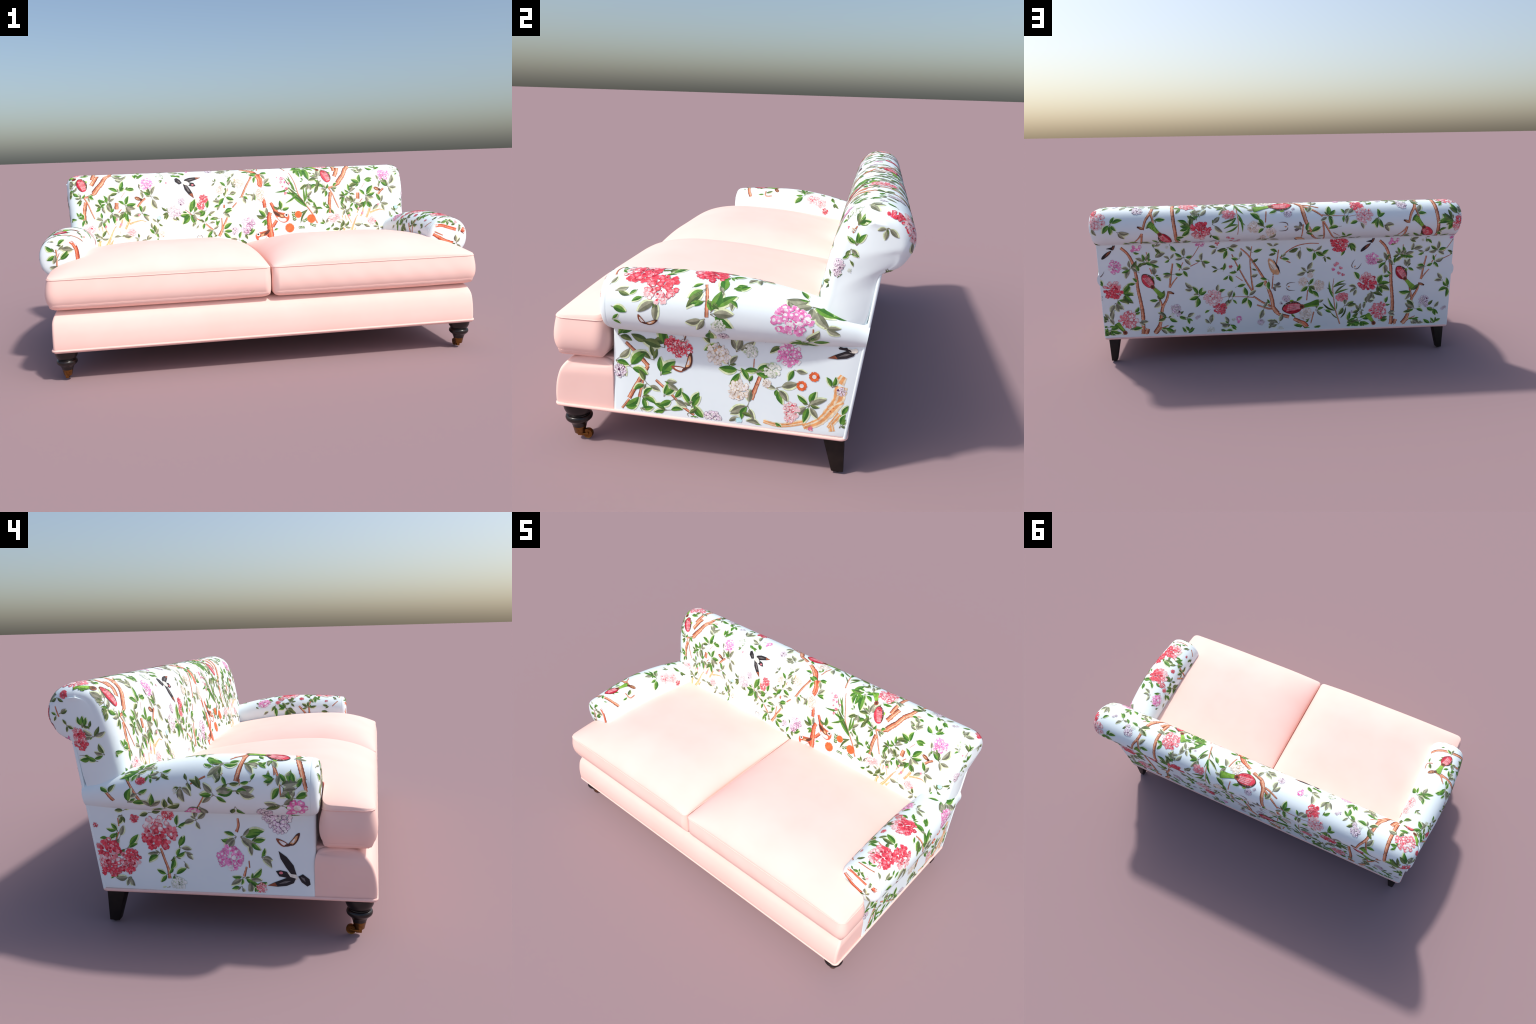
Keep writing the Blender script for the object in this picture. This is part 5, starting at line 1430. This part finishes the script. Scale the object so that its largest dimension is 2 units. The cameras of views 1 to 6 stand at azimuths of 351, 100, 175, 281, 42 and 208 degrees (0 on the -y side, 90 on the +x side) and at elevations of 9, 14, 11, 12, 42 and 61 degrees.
    fan(-0.195, 0.074, ('g', -43, 0.034), ('g', -101, 0.033))
    fan(-0.145, 0.058, ('d', 6, 0.030), ('d', -157, 0.028), ('d', -38, 0.038))
    fan(0.190, 0.234, ('g', 6, 0.043), ('d', -150, 0.056))
    fan(0.125, 0.098, ('y', -2, 0.059), ('g', 12, 0.058), ('y', -39, 0.059))
    fan(0.055, 0.090, ('g', 143, 0.065), ('y', -149, 0.066), ('g', 5, 0.071), ('d', -94, 0.057))
    fan(0.185, 0.122, ('g', 122, 0.033))
    fan(0.210, 0.118, ('y', -58, 0.041), ('y', -127, 0.029), ('d', -94, 0.036))
    fan(0.280, 0.134, ('g', 50, 0.036), ('y', -3, 0.042))
    fan(0.275, 0.070, ('g', -74, 0.041), ('y', -111, 0.035))
    fan(0.205, 0.070, ('d', -99, 0.034), ('g', -73, 0.035))
    fan(0.305, 0.194, ('g', -45, 0.024))
    fan(-0.055, 0.030, ('d', -63, 0.041), ('d', 115, 0.041))
    fan(0.080, 0.022, ('d', -12, 0.041), ('d', -149, 0.032))

def print_left_facing(fan, branch, flower, bird, bamboo, fern):
    fan(-0.981, 0.460, ('g', 97, 0.026), ('y', -50, 0.031))
    branch([(-0.915, 0.464), (-0.914, 0.493), (-0.913, 0.520), (-0.915, 0.542)], 0.0065, 0.0057)
    branch([(-0.910, 0.506), (-0.901, 0.526)], 0.0030, 0.0022)
    branch([(-0.854, 0.574), (-0.838, 0.558), (-0.829, 0.539), (-0.826, 0.515), (-0.825, 0.485)], 0.0129, 0.0151, 'warm')
    fan(-0.917, 0.529, ('g', 161, 0.047))
    fan(-0.918, 0.518, ('g', -147, 0.052), ('y', -123, 0.053))
    fan(-0.909, 0.493, ('g', 42, 0.053), ('g', 28, 0.052))
    fan(-0.908, 0.535, ('y', 57, 0.031))
    fan(-0.839, 0.538, ('y', 178, 0.057), ('y', 171, 0.057))
    fan(-0.913, 0.558, ('g', 28, 0.047))
    fan(-0.892, 0.463, ('y', -168, 0.056))
    fan(-0.842, 0.575, ('g', 146, 0.022))
    fan(-0.942, 0.576, ('y', -15, 0.021), ('y', -162, 0.020))

def print_right_facing(fan, branch, flower, bird, bamboo, fern):
    branch([(0.825, 0.559), (0.854, 0.561), (0.891, 0.550), (0.928, 0.538)], 0.0169, 0.0181, 'warm')
    branch([(0.955, 0.536), (0.975, 0.525)], 0.0192, 0.0246, 'warm')
    branch([(0.814, 0.519), (0.841, 0.503), (0.866, 0.487), (0.911, 0.468)], 0.0124, 0.0210, 'warm')
    branch([(0.821, 0.531), (0.861, 0.512)], 0.0049, 0.0039)
    flower('hot', 0.927, 0.574, 0.0126, -3)
    fan(0.888, 0.581, ('g', -106, 0.031), ('g', -165, 0.035), ('g', -33, 0.029), ('d', 15, 0.035))
    fan(0.926, 0.565, ('d', -165, 0.024))
    fan(0.942, 0.561, ('y', -89, 0.043))
    fan(0.931, 0.474, ('y', 97, 0.037), ('y', 37, 0.037), ('y', -58, 0.039), ('d', -143, 0.037))
    fan(0.857, 0.575, ('g', -163, 0.020), ('g', 17, 0.020))
    fan(0.873, 0.588, ('g', -172, 0.024), ('g', -12, 0.019))

def print_right_cap(fan, branch, flower, bird, bamboo, fern):
    flower('lil', 0.335, 0.667, 0.0177, 10)
    flower('lil', 0.331, 0.646, 0.0140, 11)
    flower('crm', 0.368, 0.770, 0.0082, 8)
    flower('wht', 0.365, 0.655, 0.0076, 7)
    branch([(0.379, 0.781), (0.368, 0.761)], 0.0029, 0.0034)
    fan(0.461, 0.784, ('y', -166, 0.035), ('y', -105, 0.036), ('y', -37, 0.036))
    fan(0.381, 0.784, ('g', 60, 0.037), ('g', 26, 0.037), ('d', 104, 0.035))
    fan(0.380, 0.728, ('g', 51, 0.043), ('g', 145, 0.040), ('g', 94, 0.042))
    fan(0.366, 0.717, ('y', -34, 0.033), ('d', -115, 0.035))
    fan(0.365, 0.702, ('g', -153, 0.028), ('g', -3, 0.027))
    fan(0.364, 0.686, ('d', -46, 0.022))
    fan(0.332, 0.630, ('g', 51, 0.024))

def print_left_cap(fan, branch, flower, bird, bamboo, fern):
    branch([(-0.492, 0.766), (-0.485, 0.741), (-0.481, 0.732)], 0.0034, 0.0043)
    flower('red', -0.462, 0.803, 0.0145, 0)
    flower('redpink', -0.420, 0.669, 0.0240, 81)
    flower('redpink', -0.418, 0.645, 0.0275, -67)
    flower('pink', -0.428, 0.683, 0.0144, 0)
    fan(-0.484, 0.793, ('d', -21, 0.034), ('d', -163, 0.033))
    fan(-0.480, 0.741, ('d', 9, 0.033), ('y', 36, 0.033))
    fan(-0.490, 0.737, ('d', -117, 0.024), ('g', 151, 0.024))
    fan(-0.458, 0.704, ('d', 125, 0.024), ('d', -31, 0.025), ('d', -91, 0.026))
    fan(-0.406, 0.695, ('g', 108, 0.042), ('g', 78, 0.045), ('g', 55, 0.047))
    fan(-0.373, 0.664, ('y', 147, 0.037), ('y', -161, 0.040), ('d', 56, 0.041), ('y', 19, 0.040))
    fan(-0.384, 0.690, ('d', 147, 0.026), ('d', 74, 0.028))
    fan(-0.342, 0.603, ('y', 146, 0.040), ('d', 115, 0.041))
    fan(-0.416, 0.602, ('d', -161, 0.034), ('g', -27, 0.029))
    fan(-0.381, 0.589, ('g', 19, 0.046), ('g', 171, 0.044))
    fan(-0.365, 0.581, ('g', 170, 0.045))

# ------------------------------------------------------------------ lay the print on every panel
for k, shift in enumerate((0.0, PERIOD, -PERIOD)):
    c = Chintz("rear", shift, 0.0, seed=11 + k); draw(print_tile, c); c.build(rear_panel)
    c = Chintz("back", shift - TILE_U, -TILE_V, seed=21 + k); draw(print_tile, c); c.build(backrest)
for k, (panel, program) in enumerate((("right_side", print_right_side), ("left_side", print_left_side), ("right_arm", print_right_arm), ("left_arm", print_left_arm),
                                      ("right_facing", print_right_facing), ("left_facing", print_left_facing), ("right_cap", print_right_cap), ("left_cap", print_left_cap))):
    c = Chintz(panel, seed=41 + k); draw(program, c); c.build(OWNER[panel])
